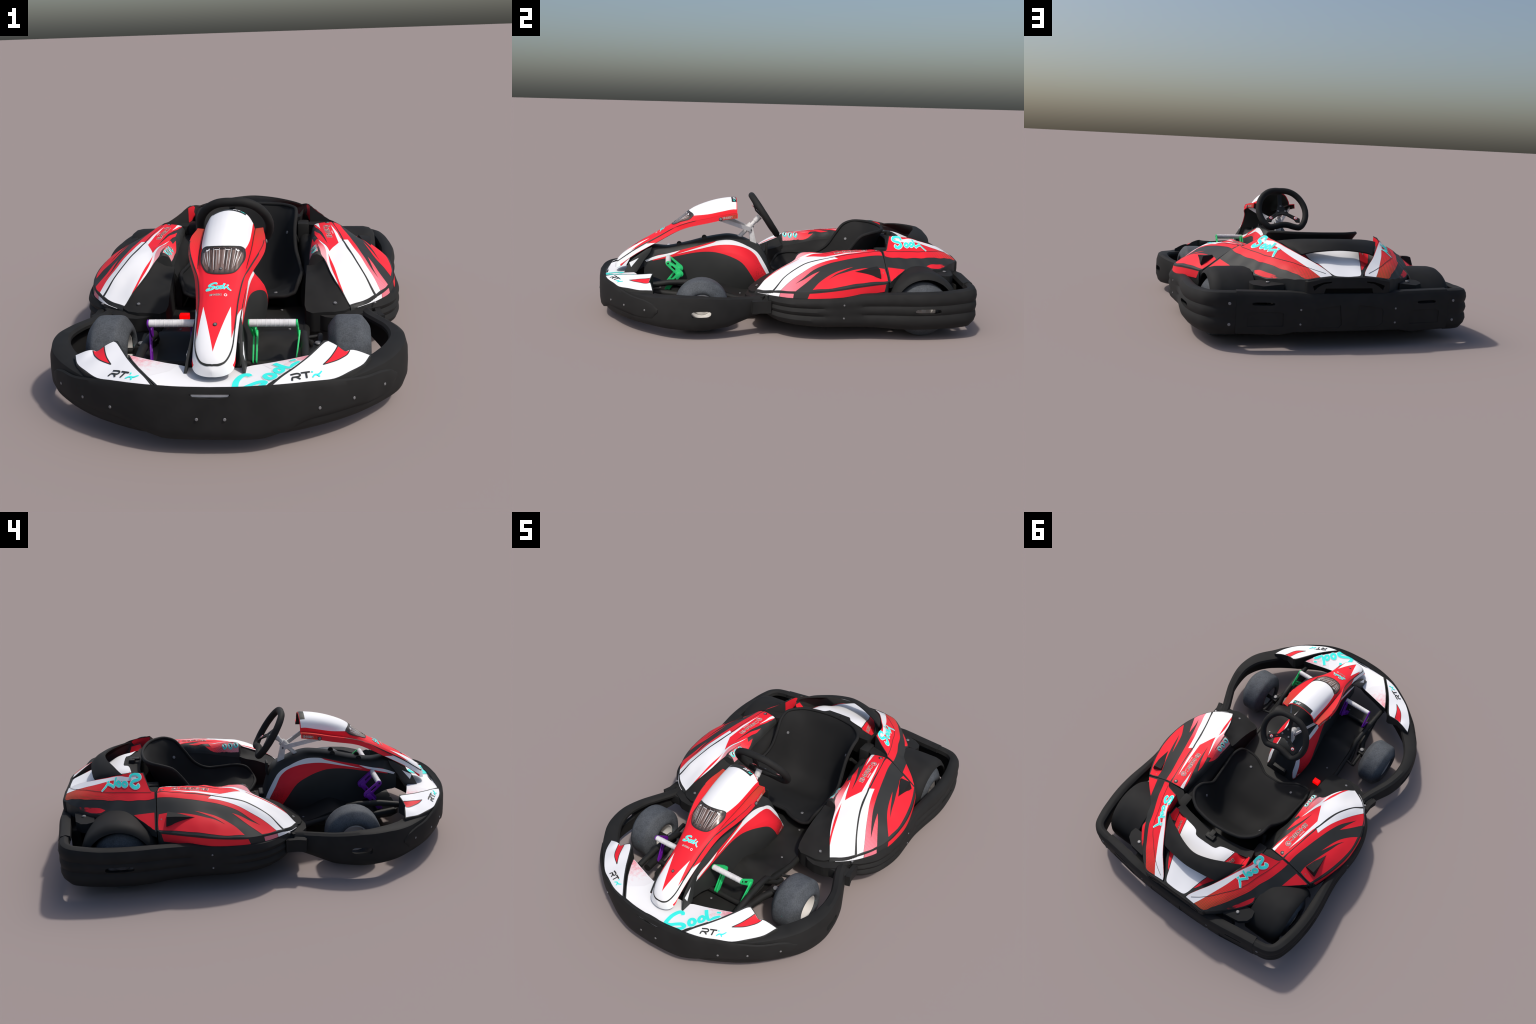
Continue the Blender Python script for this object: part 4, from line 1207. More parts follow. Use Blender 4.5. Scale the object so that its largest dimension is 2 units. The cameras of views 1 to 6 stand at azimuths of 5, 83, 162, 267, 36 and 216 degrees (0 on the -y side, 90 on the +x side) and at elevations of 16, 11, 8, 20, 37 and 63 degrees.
def ring_pts(cx, cy, rx, ry, n=10, rot=0.0):
    return [(cx + rx*math.cos(2*math.pi*k/n)*math.cos(rot) - ry*math.sin(2*math.pi*k/n)*math.sin(rot),
             cy + rx*math.cos(2*math.pi*k/n)*math.sin(rot) + ry*math.sin(2*math.pi*k/n)*math.cos(rot)) for k in range(n)]
BRUSH = [([(4.3, 5.0), (4.2, 5.7), (3.2, 6.0), (1.9, 5.5), (1.2, 4.7), (1.7, 4.0), (2.9, 3.6), (3.3, 2.9), (2.7, 2.0), (1.4, 1.6), (0.3, 1.9), (0.3, 2.5), (1.3, 2.8)], False, [.7, 1, 1, 1.1, 1, .9, 1.1, 1.1, 1, .8, .5]),
         (ring_pts(4.7, 2.3, 0.75, 0.95, 10, -0.4), True, [.85, .85]),
         (ring_pts(6.2, 2.3, 0.70, 0.95, 10, -0.4), True, [.85, .85]),
         ([(7.6, 4.9), (7.25, 3.6), (7.0, 2.2), (7.1, 1.4), (7.6, 1.2)], False, [1, .9, .9, .7]),
         ([(7.4, 1.3), (8.0, 2.0), (8.6, 2.5), (8.8, 1.9), (9.3, 0.9), (10.2, 0.1)], False, [.6, .8, .9, .9, .5]),
         ([(8.7, 3.5), (9.2, 3.7)], False, [.8, .6])]
RACE = [([(0, 0), (.13, .42)], False, [1, 1]), ([(.10, .93), (.95, .93), (1.08, .70), (.92, .48), (.12, .48)], False, [1, 1]), ([(.55, .45), (.92, 0)], False, [1, 1]),
        ([(1.25, .93), (2.25, .93)], False, [1, 1]), ([(1.80, .90), (1.60, 0)], False, [1, 1])]
RACE_X = [([(2.25, .02), (2.62, .38), (3.05, .40), (3.55, .85)], False, [.8, 1, 1, .7]), ([(2.85, .38), (3.05, -.02)], False, [1, .9]), ([(2.42, .98), (2.55, .78)], False, [.9, .9])]

def lettering(name, text, skin, org, U, Vv, height, mat, parent, layer, bold=0.0, squash=1.0):
    """built-in font, mapped so local x runs along U and local y along V (unit vectors in the skin's plane)"""
    cu = bpy.data.curves.new("txt", 'FONT')
    cu.body = text; cu.size = 1.0; cu.offset = bold; cu.resolution_u = 3
    o = bpy.data.objects.new("txt", cu)
    bpy.context.scene.collection.objects.link(o)
    dg = bpy.context.evaluated_depsgraph_get()
    me = bpy.data.meshes.new_from_object(o.evaluated_get(dg))
    bpy.data.objects.remove(o)
    s = height / 0.7
    W = [skin(org[0] + (U[0]*v.co.x*squash + Vv[0]*v.co.y)*s, org[1] + (U[1]*v.co.x*squash + Vv[1]*v.co.y)*s, LIFT + 0.00045*layer) for v in me.vertices]
    V, F = clean_faces(W, [tuple(p.vertices) for p in me.polygons])
    return add(name, mesh_of(V, F, fix=False), parent, mat, 60)

M["rose_fade"] = fade_mat("rose_halftone", (0.87, 0.26, 0.32), RED, (-0.25, 1, 0), -0.24, 0.10, 210, 'dots', 0.28)
M["rose_fade_in"] = fade_mat("rose_halftone_inner", (0.88, 0.40, 0.44), RED, (0, 1, 0), -0.05, 0.24, 210, 'dots', 0.3)
BRN = (0.30, 0.085, 0.028)
M["ember"] = fade_mat("red_to_brown_dots", RED, BRN, (-0.25, 1, 0), 0.60, 1.42, 150, 'dots', 0.14)
M["ember_nose"] = fade_mat("red_to_brown_cowl", RED, BRN, (0, 1, 0), -0.52, 0.02, 190, 'dots', 0.14)
M["ember_tank"] = fade_mat("red_to_dark_grunge", RED, (0.42, 0.022, 0.026), (0, 1, -0.6), -0.42, -0.05, 130, 'grunge', 0.2)
M["smoke_red"] = fade_mat("red_to_black_streaks", RED, (0.035, 0.03, 0.028), (0, 1, 0), 0.76, 0.93, 60, 'streak', 0.15)
M["pink_grunge"] = fade_mat("pink_grunge", (0.86, 0.85, 0.87), (0.88, 0.28, 0.34), (0.62, 0.70, 0), -0.52, -0.25, 60, 'grunge', 0.28)
M["pink_grunge_l"] = fade_mat("pink_grunge_left", (0.86, 0.85, 0.87), (0.88, 0.28, 0.34), (-0.62, 0.70, 0), -0.53, -0.25, 60, 'grunge', 0.28)

# --- side pod livery
S = Skin([side_pod])
decal("white_stripe", S, [(0.461, -0.171), (0.485, -0.159), (0.512, -0.145), (0.540, -0.125), (0.561, -0.103), (0.547, -0.078), (0.531, -0.049), (0.507, 0.000), (0.485, 0.052), (0.461, 0.127), (0.447, 0.197), (0.439, 0.225), (0.425, 0.188), (0.384, 0.086),
       (0.334, 0.231), (0.359, 0.123), (0.369, 0.073), (0.372, 0.021), (0.383, -0.027), (0.406, -0.083), (0.435, -0.131)], "white", side_pod, 0)
decal("pink_fade", S, [(0.383, -0.027), (0.363, 0.032), (0.345, 0.052), (0.331, 0.114), (0.312, 0.208), (0.333, 0.229), (0.359, 0.123), (0.369, 0.073), (0.372, 0.021)], "rose_fade_in", side_pod, 1)
decal("red_sliver", S, [(0.437, -0.135), (0.419, -0.107), (0.412, -0.086), (0.388, -0.008), (0.378, 0.067), (0.401, -0.009), (0.421, -0.087)], "red", side_pod, 2)
decal("red_stripe", S, [(0.384, 0.086), (0.364, 0.151), (0.334, 0.229), (0.322, 0.280), (0.319, 0.338), (0.350, 0.260), (0.376, 0.169), (0.366, 0.234), (0.340, 0.350), (0.320, 0.430), (0.318, 0.474), (0.36, 0.480), (0.397, 0.483), (0.403, 0.451), (0.417, 0.384), (0.428, 0.309), (0.440, 0.222), (0.425, 0.186)], "red", side_pod, 1)
decal("white_streak", S, [(0.425, 0.186), (0.440, 0.222), (0.434, 0.243), (0.416, 0.333), (0.393, 0.425), (0.406, 0.325)], "white", side_pod, 2)
decal("white_streak", S, [(0.318, 0.474), (0.336, 0.479), (0.346, 0.360)], "white", side_pod, 2)
decal("white_stripe", S, [(0.570, -0.094), (0.589, -0.066), (0.569, -0.023), (0.544, 0.028), (0.522, 0.079), (0.494, 0.147), (0.478, 0.199), (0.467, 0.243), (0.447, 0.228), (0.452, 0.210), (0.467, 0.146), (0.486, 0.074), (0.511, 0.010), (0.537, -0.044)], "white", side_pod, 1)
decal("red_stripe", S, [(0.590, -0.065), (0.570, -0.022), (0.545, 0.029), (0.523, 0.079), (0.494, 0.148), (0.479, 0.199), (0.467, 0.244), (0.449, 0.231), (0.430, 0.336), (0.418, 0.400), (0.409, 0.452), (0.407, 0.483), (0.438, 0.483), (0.446, 0.424), (0.463, 0.355), (0.488, 0.256), (0.507, 0.187), (0.526, 0.128), (0.549, 0.076), (0.586, 0.008), (0.564, 0.076), (0.549, 0.136), (0.571, 0.102), (0.593, 0.062), (0.626, 0.004), (0.612, -0.031)], "rose_fade", side_pod, 0)
decal("red_flank", S, [(0.645, 0.086), (0.618, 0.121), (0.585, 0.172), (0.563, 0.226), (0.539, 0.309), (0.560, 0.262), (0.584, 0.207), (0.606, 0.170), (0.590, 0.211), (0.575, 0.264), (0.557, 0.319), (0.535, 0.386), (0.517, 0.438), (0.514, 0.478), (0.552, 0.482), (0.583, 0.480), (0.612, 0.405), (0.636, 0.323), (0.650, 0.245), (0.655, 0.160)], "red", side_pod, 0)
decal("red_flash", S, [(0.299, 0.058), (0.334, 0.056), (0.332, 0.091), (0.329, 0.146), (0.328, 0.175), (0.310, 0.246), (0.302, 0.200), (0.299, 0.120)], "rose_fade_in", side_pod, 0, 0.006)
ribbon("black_rule", S, [(0.345, 0.050), (0.336, 0.100), (0.330, 0.160)], 0.0022, "line", side_pod, 3)
for y in (0.072, 0.104, 0.136):
    x = 0.319 - 0.06 * (y - 0.072)
    decal("badge_ring", S, ring_pts(x, y, 0.0115, 0.0135, 14), "cyan", side_pod, 2, 0.006)
    decal("badge_face", S, ring_pts(x, y, 0.0074, 0.0090, 12), "white", side_pod, 3.5, 0.006)
    ribbon("badge_mark", S, [(x - 0.006, y - 0.005), (x - 0.001, y + 0.001), (x + 0.001, y - 0.004), (x + 0.006, y + 0.006)], 0.0042, "line", side_pod, 5)
# skirt strips follow the lower fold
SK = Skin([pod_skirt], 'right')
def skirt_strip(nm, y0, y1, slant, mat):
    bl, cl = np.array(catmull(b_line, 6)), np.array(catmull(c_line, 6))
    rows = []
    for f in np.linspace(0, 1, 26):
        yt = y0 + (y1 - y0) * f; yb = yt - slant
        pt = np.array([np.interp(yt, bl[:, 1], bl[:, 0]) + .0026, yt - 0.0008, np.interp(yt, bl[:, 1], bl[:, 2]) - 0.008])
        pb = np.array([np.interp(yb, cl[:, 1], cl[:, 0]) + .0016, yb - 0.0008, np.interp(yb, cl[:, 1], cl[:, 2]) - 0.001])
        rows.append([pt, pt * .5 + pb * .5, pb])
    add(nm, mesh_of(*grid_mesh(rows), fix=False), side_pod, mat, 60)
skirt_strip("white_strip", -0.166, -0.069, 0.004, "white")
skirt_strip("rose_strip", -0.067, -0.004, 0.004, "rose")
skirt_strip("red_strip", 0.071, 0.470, 0.010, "red")
lettering("sponsor_lettering_outline", "ENGEC", S, (0.397, 0.240), (-0.12, 0.993), (-0.993, -0.12), 0.0205, "white", side_pod, 3, 0.045, 1.48)
lettering("sponsor_lettering", "ENGEC", S, (0.397, 0.240), (-0.12, 0.993), (-0.993, -0.12), 0.0205, "brown", side_pod, 4.5, 0.012, 1.48)
ribbon("sponsor_ring_outline", S, ring_pts(0.374, 0.400, 0.0125, 0.0125, 14), 0.0062, "white", side_pod, 3, True)
ribbon("sponsor_ring", S, ring_pts(0.374, 0.400, 0.0125, 0.0125, 14), 0.0036, "brown", side_pod, 4.5, True)
ribbon("sponsor_tick", S, [(0.381, 0.396), (0.374, 0.404), (0.369, 0.398)], 0.0032, "white", side_pod, 5)
lettering("sponsor_subtitle", "RACING KARTS"[:6], S, (0.405, 0.285), (-0.12, 0.993), (-0.993, -0.12), 0.0060, "white", side_pod, 4, 0.01, 1.3)

# --- rear wing livery
S = Skin([rear_fairing])
decal("red_wing", S, [(0.300, 0.553), (0.345, 0.535), (0.390, 0.516), (0.404, 0.497), (0.438, 0.497), (0.431, 0.526), (0.408, 0.603), (0.374, 0.680), (0.350, 0.748), (0.316, 0.806), (0.274, 0.872), (0.236, 0.920), (0.203, 0.959), (0.140, 0.962), (0.082, 0.960), (0.089, 0.942), (0.124, 0.896), (0.160, 0.853), (0.192, 0.804), (0.237, 0.727), (0.280, 0.654), (0.292, 0.600)], "ember", rear_fairing, 0)
decal("white_wing_stripe", S, [(0.304, 0.580), (0.300, 0.620), (0.284, 0.656), (0.241, 0.727), (0.194, 0.804), (0.161, 0.853), (0.125, 0.897), (0.090, 0.942), (0.082, 0.960), (0.138, 0.963), (0.166, 0.921), (0.199, 0.862), (0.236, 0.792), (0.270, 0.715), (0.303, 0.655), (0.322, 0.590)], "white", rear_fairing, 1)
decal("red_gusset", S, [(0.500, 0.499), (0.574, 0.498), (0.566, 0.510), (0.531, 0.545), (0.509, 0.566), (0.472, 0.598), (0.487, 0.545)], "red", rear_fairing, 0)
decal("red_smear", S, [(0.389, 0.741), (0.357, 0.793), (0.317, 0.852), (0.283, 0.901), (0.295, 0.890), (0.332, 0.851), (0.392, 0.768)], "smoke_red", rear_fairing, 0)
ribbon("crease_rule", S, [(p[0], p[1]) for p in crease], 0.0022, "line", rear_fairing, 3.2)
# brush logo: runs rearwards, letters upright toward the ridge
WINGLOGO = [([(0.307, 0.614), (0.297, 0.611), (0.295, 0.592), (0.308, 0.570), (0.319, 0.567), (0.323, 0.580), (0.323, 0.601), (0.330, 0.611), (0.343, 0.603), (0.355, 0.586), (0.354, 0.574), (0.342, 0.580)], False, [.9, 1, 1, 1, 1, 1, 1.1, 1.1, .8]),
            ([(0.311, 0.645), (0.312, 0.654), (0.323, 0.650), (0.332, 0.637), (0.328, 0.631), (0.318, 0.635)], True, [.75, .75]),
            ([(0.296, 0.677), (0.300, 0.685), (0.312, 0.677), (0.318, 0.666), (0.312, 0.663), (0.303, 0.668)], True, [.75, .75]),
            ([(0.273, 0.685), (0.287, 0.690), (0.303, 0.694), (0.311, 0.699)], False, [.8, .8, .7]),
            ([(0.312, 0.697), (0.292, 0.717), (0.283, 0.730), (0.293, 0.741), (0.305, 0.757)], False, [.6, .8, .9, .8, .5]),
            ([(0.272, 0.721), (0.267, 0.732)], False, [.7, .7])]
strokes("brush_logo", S, WINGLOGO, (0, 0), (1, 0), (0, 1), 0.0114, "cyan", rear_fairing, 3.4, "white", 0.0058)
SI = Skin([rear_fairing], 'left')
decal("red_inner_face", SI, [(0.551, 0.466), (0.60, 0.464), (0.640, 0.458), (0.652, 0.450), (0.640, 0.430), (0.655, 0.405), (0.60, 0.395), (0.553, 0.394)], "red", rear_fairing, 0)

# --- engine cover livery
S = Skin([engine_cover])
edge = [(0.168, 0.622), (0.155, 0.680), (0.142, 0.729), (0.123, 0.790), (0.106, 0.839), (0.085, 0.900), (0.073, 0.935), (0.060, 0.953), (0.025, 0.958)]
front = [(0.006, 0.670), (0.067, 0.666), (0.087, 0.643)]
decal("white_cover", S, edge + [(-x, y) for x, y in edge[::-1]] + [(-x, y) for x, y in front[::-1]] + front, "white", engine_cover, 0, 0.011)
for sg in (1, -1):
    decal("red_cover_strip", S, [(sg*x, y) for x, y in [(0.172, 0.622), (0.200, 0.607), (0.235, 0.595), (0.226, 0.660), (0.200, 0.715), (0.176, 0.770), (0.140, 0.826), (0.100, 0.889), (0.090, 0.900), (0.110, 0.839), (0.127, 0.790), (0.146, 0.729), (0.159, 0.680)]], "red", engine_cover, 0)
    decal("red_shoulder", S, [(sg*x, y) for x, y in [(0.240, 0.593), (0.259, 0.602), (0.264, 0.652), (0.248, 0.662), (0.232, 0.655)]], "red", engine_cover, 0, 0.007)
    d = np.array([sg*-0.30, 0.954])
    lettering("sponsor_lettering_outline", "ENGEC", S, (sg*0.204, 0.640) if sg > 0 else (-0.178, 0.650), tuple(d), (-d[1]*1.0, d[0]), 0.0150, "white", engine_cover, 2, 0.04)
    lettering("sponsor_lettering", "ENGEC", S, (sg*0.204, 0.640) if sg > 0 else (-0.178, 0.650), tuple(d), (-d[1]*1.0, d[0]), 0.0150, "brown", engine_cover, 3.5, 0.01)

# --- front fairing livery
S = Skin([fairing_panel])
decal("white_panel", S, [(x * 0.99, y) for x, y in sym([(0.006, -0.9665), (0.09, -0.9655), (0.167, -0.957), (0.214, -0.901), (0.25, -0.853), (0.285, -0.795), (0.305, -0.752), (0.24, -0.771), (0.177, -0.789), (0.125, -0.802), (0.09, -0.812), (0.004, -0.812)])], "white", fairing_panel, 0, 0.012, soft=False)
decal("pink_corner", S, [(0.303, -0.754), (0.24, -0.772), (0.18, -0.789), (0.15, -0.80), (0.19, -0.85), (0.225, -0.884), (0.25, -0.85), (0.283, -0.795)], "pink_grunge", fairing_panel, 1, soft=False)
decal("pink_corner", S, [(-x, y) for x, y in [(0.303, -0.754), (0.24, -0.772), (0.18, -0.789), (0.13, -0.80), (0.15, -0.85), (0.21, -0.90), (0.25, -0.85), (0.283, -0.795)]], "pink_grunge_l", fairing_panel, 1, soft=False)
BIG = [([(0.118, -0.884), (0.110, -0.874), (0.094, -0.876), (0.078, -0.903), (0.074, -0.935), (0.078, -0.958), (0.098, -0.957), (0.122, -0.940), (0.150, -0.927), (0.168, -0.934), (0.160, -0.950), (0.128, -0.968)], False, [.8, 1, 1.1, 1.1, 1, .9, 1, 1, .8]),
       ([(0.173, -0.880), (0.193, -0.887), (0.198, -0.906), (0.186, -0.915), (0.171, -0.905), (0.165, -0.889)], True, [.85, .85]),
       ([(0.200, -0.845), (0.217, -0.850), (0.222, -0.867), (0.213, -0.879), (0.202, -0.872), (0.196, -0.857)], True, [.8, .8]),
       ([(0.191, -0.804), (0.213, -0.829), (0.235, -0.847), (0.247, -0.851)], False, [.9, .9, .8, .6]),
       ([(0.245, -0.852), (0.254, -0.828), (0.266, -0.811), (0.272, -0.803)], False, [.5, .9, .8, .5]),
       ([(0.243, -0.792), (0.260, -0.785)], False, [.6, .6])]
strokes("brush_logo", S, BIG, (0, 0), (1, 0), (0, 1), 0.0192, "cyan", fairing_panel, 3, "white", 0.006)
ribbon("scuff_line", S, [(-0.06, -0.966), (0.02, -0.972), (0.07, -0.968)], 0.004, M["silver"], fairing_panel, 2)
for wl, sg in ((winglet, 1), (winglet_l, -1)):
    S = Skin([wl])
    def X(L): return [(sg*x, y) for x, y in L]
    decal("white_wing", S, X([(0.192, -0.953), (0.250, -0.942), (0.330, -0.902), (0.386, -0.871), (0.433, -0.827), (0.483, -0.763), (0.507, -0.701), (0.476, -0.707), (0.441, -0.714), (0.424, -0.721), (0.399, -0.714), (0.368, -0.705), (0.356, -0.715), (0.324, -0.767), (0.295, -0.816), (0.254, -0.875), (0.216, -0.922)]), "white", wl, 0, corner=30)
    fl = X([(0.399, -0.7145), (0.424, -0.7205), (0.440, -0.716), (0.425, -0.749), (0.399, -0.787), (0.350, -0.822), (0.375, -0.781), (0.389, -0.746)])
    decal("red_flash", S, fl, "red", wl, 1, 0.007)
    ribbon("flash_rule", S, [fl[k] for k in (2, 3, 4, 5)], 0.0035, "line", wl, 2.4)
    ribbon("flash_rule", S, [fl[k] for k in (5, 6, 7, 0)], 0.0035, "line", wl, 2.4)
    if sg > 0:
        org, U, Vv = (0.253, -0.928), (0.0283, 0.0150), (-0.010, 0.0235)
    else:
        org, U, Vv = (-0.346, -0.880), (0.0283, -0.0140), (0.010, 0.0245)
    strokes("race_mark", S, RACE, org, U, Vv, 0.0060, "line", wl, 3)
    strokes("race_mark_x", S, RACE_X, org, U, Vv, 0.0060, "cyan", wl, 3)

# --- nose cowl livery
S = Skin([nose_cowl])
for sg in (1, -1):
    decal("dotted_fade", S, [(sg*x, y) for x, y in [(0.0945, -0.254), (0.125, -0.254), (0.137, -0.34), (0.136, -0.41), (0.121, -0.48), (0.095, -0.555), (0.084, -0.575), (0.0885, -0.50), (0.0925, -0.41), (0.0935, -0.34)]], "ember_nose", nose_cowl, 0, 0.007)
dome = [(0.0885, -0.2545), (0.0885, -0.34), (0.0865, -0.41), (0.079, -0.475), (0.0745, -0.488), (0.045, -0.505), (0.0, -0.514)]
decal("white_dome", S, [(x, y) for x, y in dome] + [(-x, y) for x, y in dome[:-1][::-1]] + [(-0.04, -0.2535), (0.04, -0.2535)], "white", nose_cowl, 1, 0.007)
screen_half = [(0.0, -0.514), (0.045, -0.505), (0.075, -0.488), (0.078, -0.506), (0.072, -0.549), (0.058, -0.580), (0.042, -0.596), (0.0, -0.605)]
scr = screen_half + [(-x, y) for x, y in screen_half[::-1][1:-1]]
decal("windscreen", S, scr, "screen", nose_cowl, 2, 0.008)
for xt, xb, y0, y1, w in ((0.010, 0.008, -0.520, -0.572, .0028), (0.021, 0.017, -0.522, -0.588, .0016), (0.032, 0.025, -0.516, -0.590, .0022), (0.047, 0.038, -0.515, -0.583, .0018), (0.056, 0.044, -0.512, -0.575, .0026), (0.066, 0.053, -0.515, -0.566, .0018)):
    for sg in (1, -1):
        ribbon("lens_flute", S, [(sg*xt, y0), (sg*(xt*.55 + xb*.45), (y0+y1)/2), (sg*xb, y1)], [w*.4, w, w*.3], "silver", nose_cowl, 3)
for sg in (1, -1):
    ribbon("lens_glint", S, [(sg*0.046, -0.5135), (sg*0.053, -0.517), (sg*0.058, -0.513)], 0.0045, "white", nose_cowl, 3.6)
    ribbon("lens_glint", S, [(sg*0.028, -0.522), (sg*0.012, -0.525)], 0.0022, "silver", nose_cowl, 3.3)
decal("lens_shade", S, [(-0.062, -0.5035), (-0.030, -0.5145), (0, -0.518), (0.030, -0.5145), (0.062, -0.5035), (0.070, -0.497), (0.0715, -0.509), (0.03, -0.5215), (0, -0.525), (-0.03, -0.5215), (-0.0715, -0.509), (-0.070, -0.497)], "lens_dark", nose_cowl, 2.6, 0.006)
ribbon("screen_rule", S, [(x, y) for x, y in screen_half[2:]] + [(-x, y) for x, y in screen_half[2:-1][::-1]], 0.004, "line", nose_cowl, 3.5)
ribbon("screen_rule", S, [(-0.075, -0.488), (-0.045, -0.505), (0, -0.514), (0.045, -0.505), (0.075, -0.488)], 0.0045, "line", nose_cowl, 3.5)
decal("white_tip", S, [(0.0, -0.882), (0.046, -0.729), (0.056, -0.836), (0.063, -0.785), (0.0665, -0.731), (0.0685, -0.80), (0.066, -0.85), (0.055, -0.885), (0.038, -0.903), (0.0, -0.9105),
       (-0.038, -0.903), (-0.055, -0.885), (-0.066, -0.85), (-0.0685, -0.80), (-0.0665, -0.731), (-0.063, -0.785), (-0.056, -0.836), (-0.046, -0.729)], "white", nose_cowl, 1, 0.006)
def skin_faces(name, o, test, mat, parent, lift):
    """sticker that wraps a whole zone of a panel: its outer faces, lifted"""
    me = o.data
    sel = [p for p in me.polygons if test(p)]
    idx = sorted({i for p in sel for i in p.vertices}); mp = {k: j for j, k in enumerate(idx)}
    V = [me.vertices[i].co + me.vertices[i].normal * lift for i in idx]
    return add(name, mesh_of(V, [tuple(mp[i] for i in p.vertices) for p in sel], fix=False), parent, mat, 40)
skin_faces("white_tip_wrap", nose_cowl, lambda p: p.center.y < -0.884, "white", nose_cowl, 0.0010)
strokes("brush_logo", S, BRUSH, (-0.0425, -0.680), (0.0082, 0.0010), (-0.0004, 0.0056), 0.0050, "cyan", nose_cowl, 2.4, "white", 0.0026)
lettering("sponsor_lettering_outline", "ENGEC", S, (-0.030, -0.693), (1, 0), (0, 1), 0.0065, "white", nose_cowl, 1, 0.05, 1.4)
lettering("sponsor_lettering", "ENGEC", S, (-0.030, -0.693), (1, 0), (0, 1), 0.0065, "brown", nose_cowl, 2.5, 0.0, 1.4)
ribbon("sponsor_ring", S, ring_pts(0.025, -0.690, 0.0045, 0.0042, 10), 0.0022, "white", nose_cowl, 1.5, True)
for sg in (1, -1):
    inner = [(0.0975, -0.255), (0.0965, -0.34), (0.0955, -0.41), (0.0925, -0.48), (0.0895, -0.52), (0.0855, -0.56)]
    ribbon("cowl_rule", S, [(sg*x, y) for x, y in inner], 0.003, "line", nose_cowl, 3)
    outer = [(0.1385, -0.375), (0.136, -0.41), (0.1215, -0.48), (0.1095, -0.52), (0.0955, -0.56), (0.0785, -0.605), (0.067, -0.68), (0.0645, -0.74), (0.0625, -0.80), (0.0600, -0.85), (0.0520, -0.878), (0.038, -0.897), (0.018, -0.9065), (0.0, -0.9085)]
    ribbon("cowl_rule", S, [(sg*x, y) for x, y in outer], 0.003, "line", nose_cowl, 3.3)
tag = [(-0.063, -0.279), (-0.03, -0.279), (0, -0.279), (0.03, -0.279), (0.063, -0.279), (0.063, -0.253), (0.03, -0.2525), (0, -0.2525), (-0.03, -0.2525), (-0.063, -0.253)]
decal("black_tag", S, tag, "line", nose_cowl, 2, 0.007, soft=False)
strokes("race_mark", S, RACE, (0.016, -0.272), (0.0125, 0.0004), (0.0, 0.013), 0.0030, "white", nose_cowl, 3.2)
strokes("race_mark_x", S, RACE_X, (0.016, -0.272), (0.0125, 0.0004), (0.0, 0.013), 0.0030, "cyan", nose_cowl, 3.2)
for sg, side in ((1, 'right'), (-1, 'left')):
    S2 = Skin([nose_cowl], side)
    decal("white_side", S2, [(-0.694, 0.388), (-0.737, 0.364), (-0.80, 0.327), (-0.849, 0.293), (-0.880, 0.270), (-0.900, 0.257), (-0.897, 0.273), (-0.866, 0.302), (-0.80, 0.346), (-0.745, 0.379)], "white", nose_cowl, 0.4, 0.006)
    decal("dark_badge", S2, [(-0.255, 0.536), (-0.33, 0.5275), (-0.335, 0.545), (-0.256, 0.5565)], "ember_nose", nose_cowl, 0.4, 0.007, soft=False)
    o, U = ((-0.332, 0.531), (0.99, 0.10)) if sg > 0 else ((-0.258, 0.540), (-0.99, -0.10))
    lettering("sponsor_lettering_outline", "ENGEC", S2, o, U, (0, 1), 0.0100, "white", nose_cowl, 1.2, 0.045, 1.15)
    lettering("sponsor_lettering", "ENGEC", S2, o, U, (0, 1), 0.0100, "brown", nose_cowl, 2.4, 0.0, 1.15)

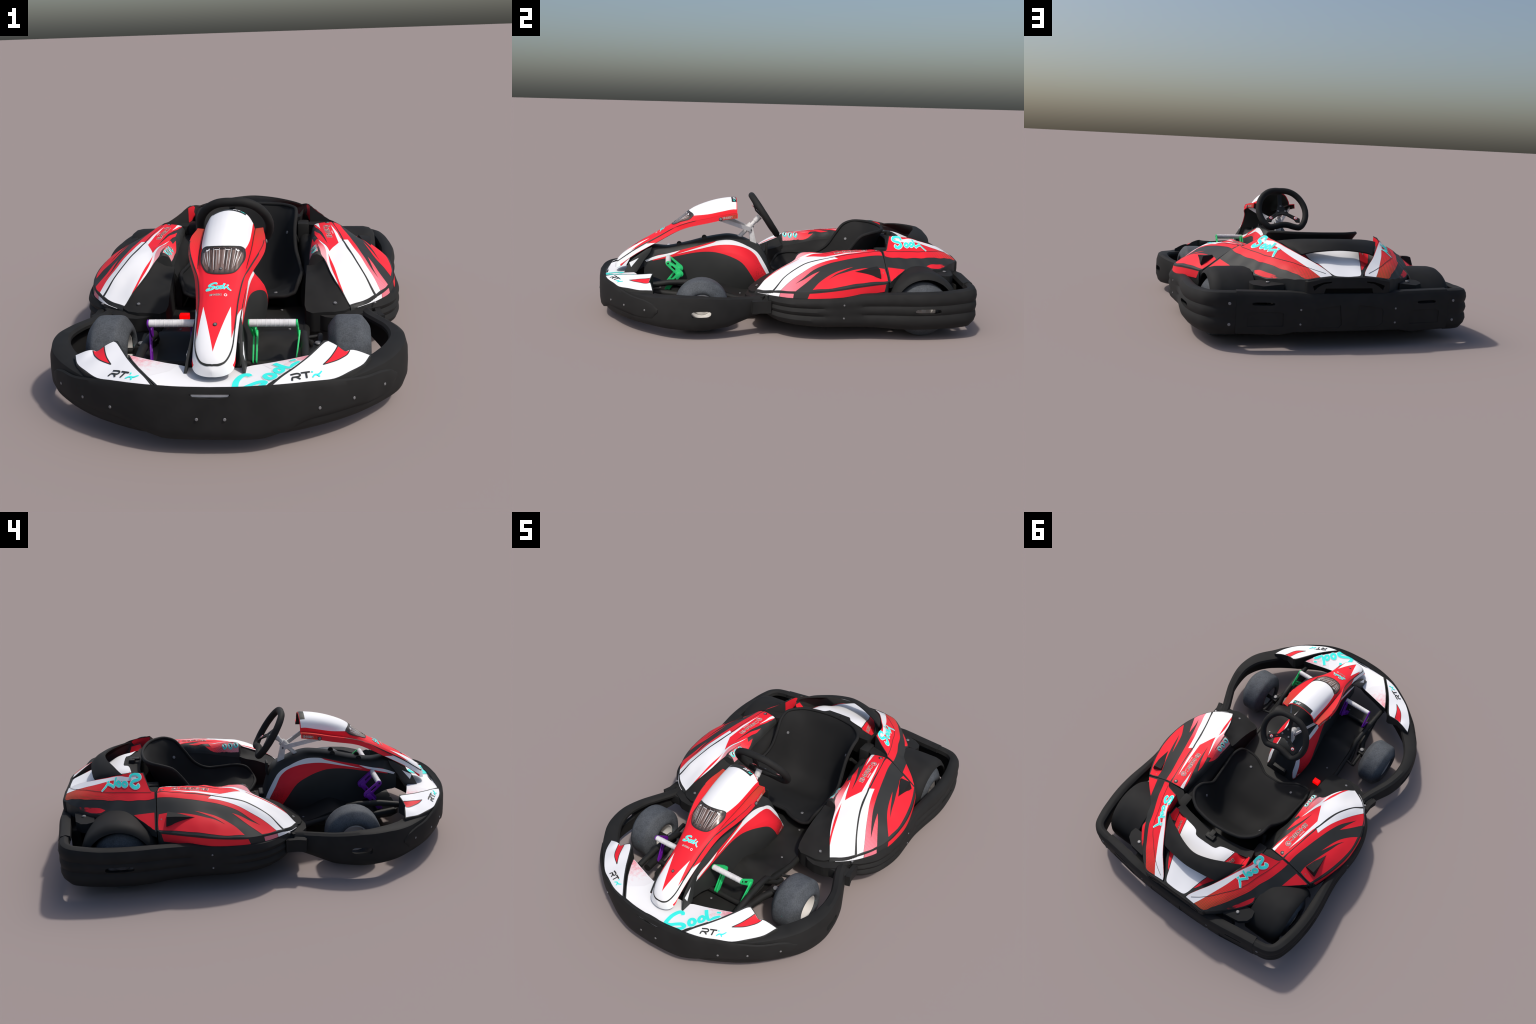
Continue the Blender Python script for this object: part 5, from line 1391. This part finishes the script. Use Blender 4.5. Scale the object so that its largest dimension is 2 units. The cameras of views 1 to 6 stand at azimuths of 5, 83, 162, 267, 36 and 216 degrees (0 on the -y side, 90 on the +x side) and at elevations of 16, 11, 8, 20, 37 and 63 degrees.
# --- tank tunnel livery
for side, sg in (('right', 1), ('left', -1)):
    S = Skin([tank], side)
    up = [(-0.757, 0.292), (-0.697, 0.311), (-0.630, 0.326), (-0.549, 0.349), (-0.453, 0.374), (-0.358, 0.400), (-0.290, 0.406), (-0.242, 0.395), (-0.188, 0.371), (-0.133, 0.336), (-0.094, 0.278), (-0.064, 0.218), (-0.045, 0.160)]
    low = [(-0.058, 0.158), (-0.076, 0.206), (-0.114, 0.272), (-0.144, 0.323), (-0.183, 0.354), (-0.237, 0.374), (-0.290, 0.381), (-0.358, 0.377), (-0.453, 0.355), (-0.578, 0.325)]
    redl = [(-0.112, 0.142), (-0.144, 0.178), (-0.172, 0.223), (-0.221, 0.287), (-0.285, 0.320), (-0.357, 0.338), (-0.405, 0.341), (-0.477, 0.335), (-0.597, 0.310), (-0.712, 0.287)]
    decal("red_swoosh", S, up[1:] + [(-0.048, 0.142)] + redl, "ember_tank", tank, 0, 0.006)
    decal("white_swoosh", S, up[5:] + low + [(-0.453, 0.365), (-0.375, 0.391)], "white", tank, 1.6, 0.006, corner=60)
    decal("white_swoosh", S, [(-0.752, 0.289), (-0.697, 0.311), (-0.630, 0.326), (-0.559, 0.345), (-0.597, 0.325), (-0.630, 0.314), (-0.711, 0.292), (-0.744, 0.281)], "white", tank, 1.6, 0.006)
    o, U = ((-0.108, 0.162), (0.80, 0.20)) if sg > 0 else ((-0.072, 0.172), (-0.80, -0.20))
    strokes("race_mark", S, RACE[:5], o, (U[0]*0.014, U[1]*0.014), (0.001, 0.013), 0.0026, "white", tank, 2)

# ------------------------------------------------------------------ mirror the right-hand bodywork
def mirror_tree(o, parent):
    flat = (o.matrix_world - Matrix.Identity(4)).to_3x3().to_4x4() if False else None
    if all(abs(o.matrix_local[i][j] - (1.0 if i == j else 0.0)) < 1e-7 for i in range(4) for j in range(4)):
        c = mirrored(o, parent)
    else:
        Sx = Matrix.Diagonal((-1, 1, 1, 1))
        c = bpy.data.objects.new(o.name.split(".")[0], o.data)
        c.matrix_world = Sx @ o.matrix_local @ Sx
        bpy.context.scene.collection.objects.link(c)
        c.parent = parent
    for k in list(o.children):
        mirror_tree(k, c)
    return c
bpy.context.view_layer.update()
for o in (side_pod, rear_fairing):
    mirror_tree(o, ROOT)
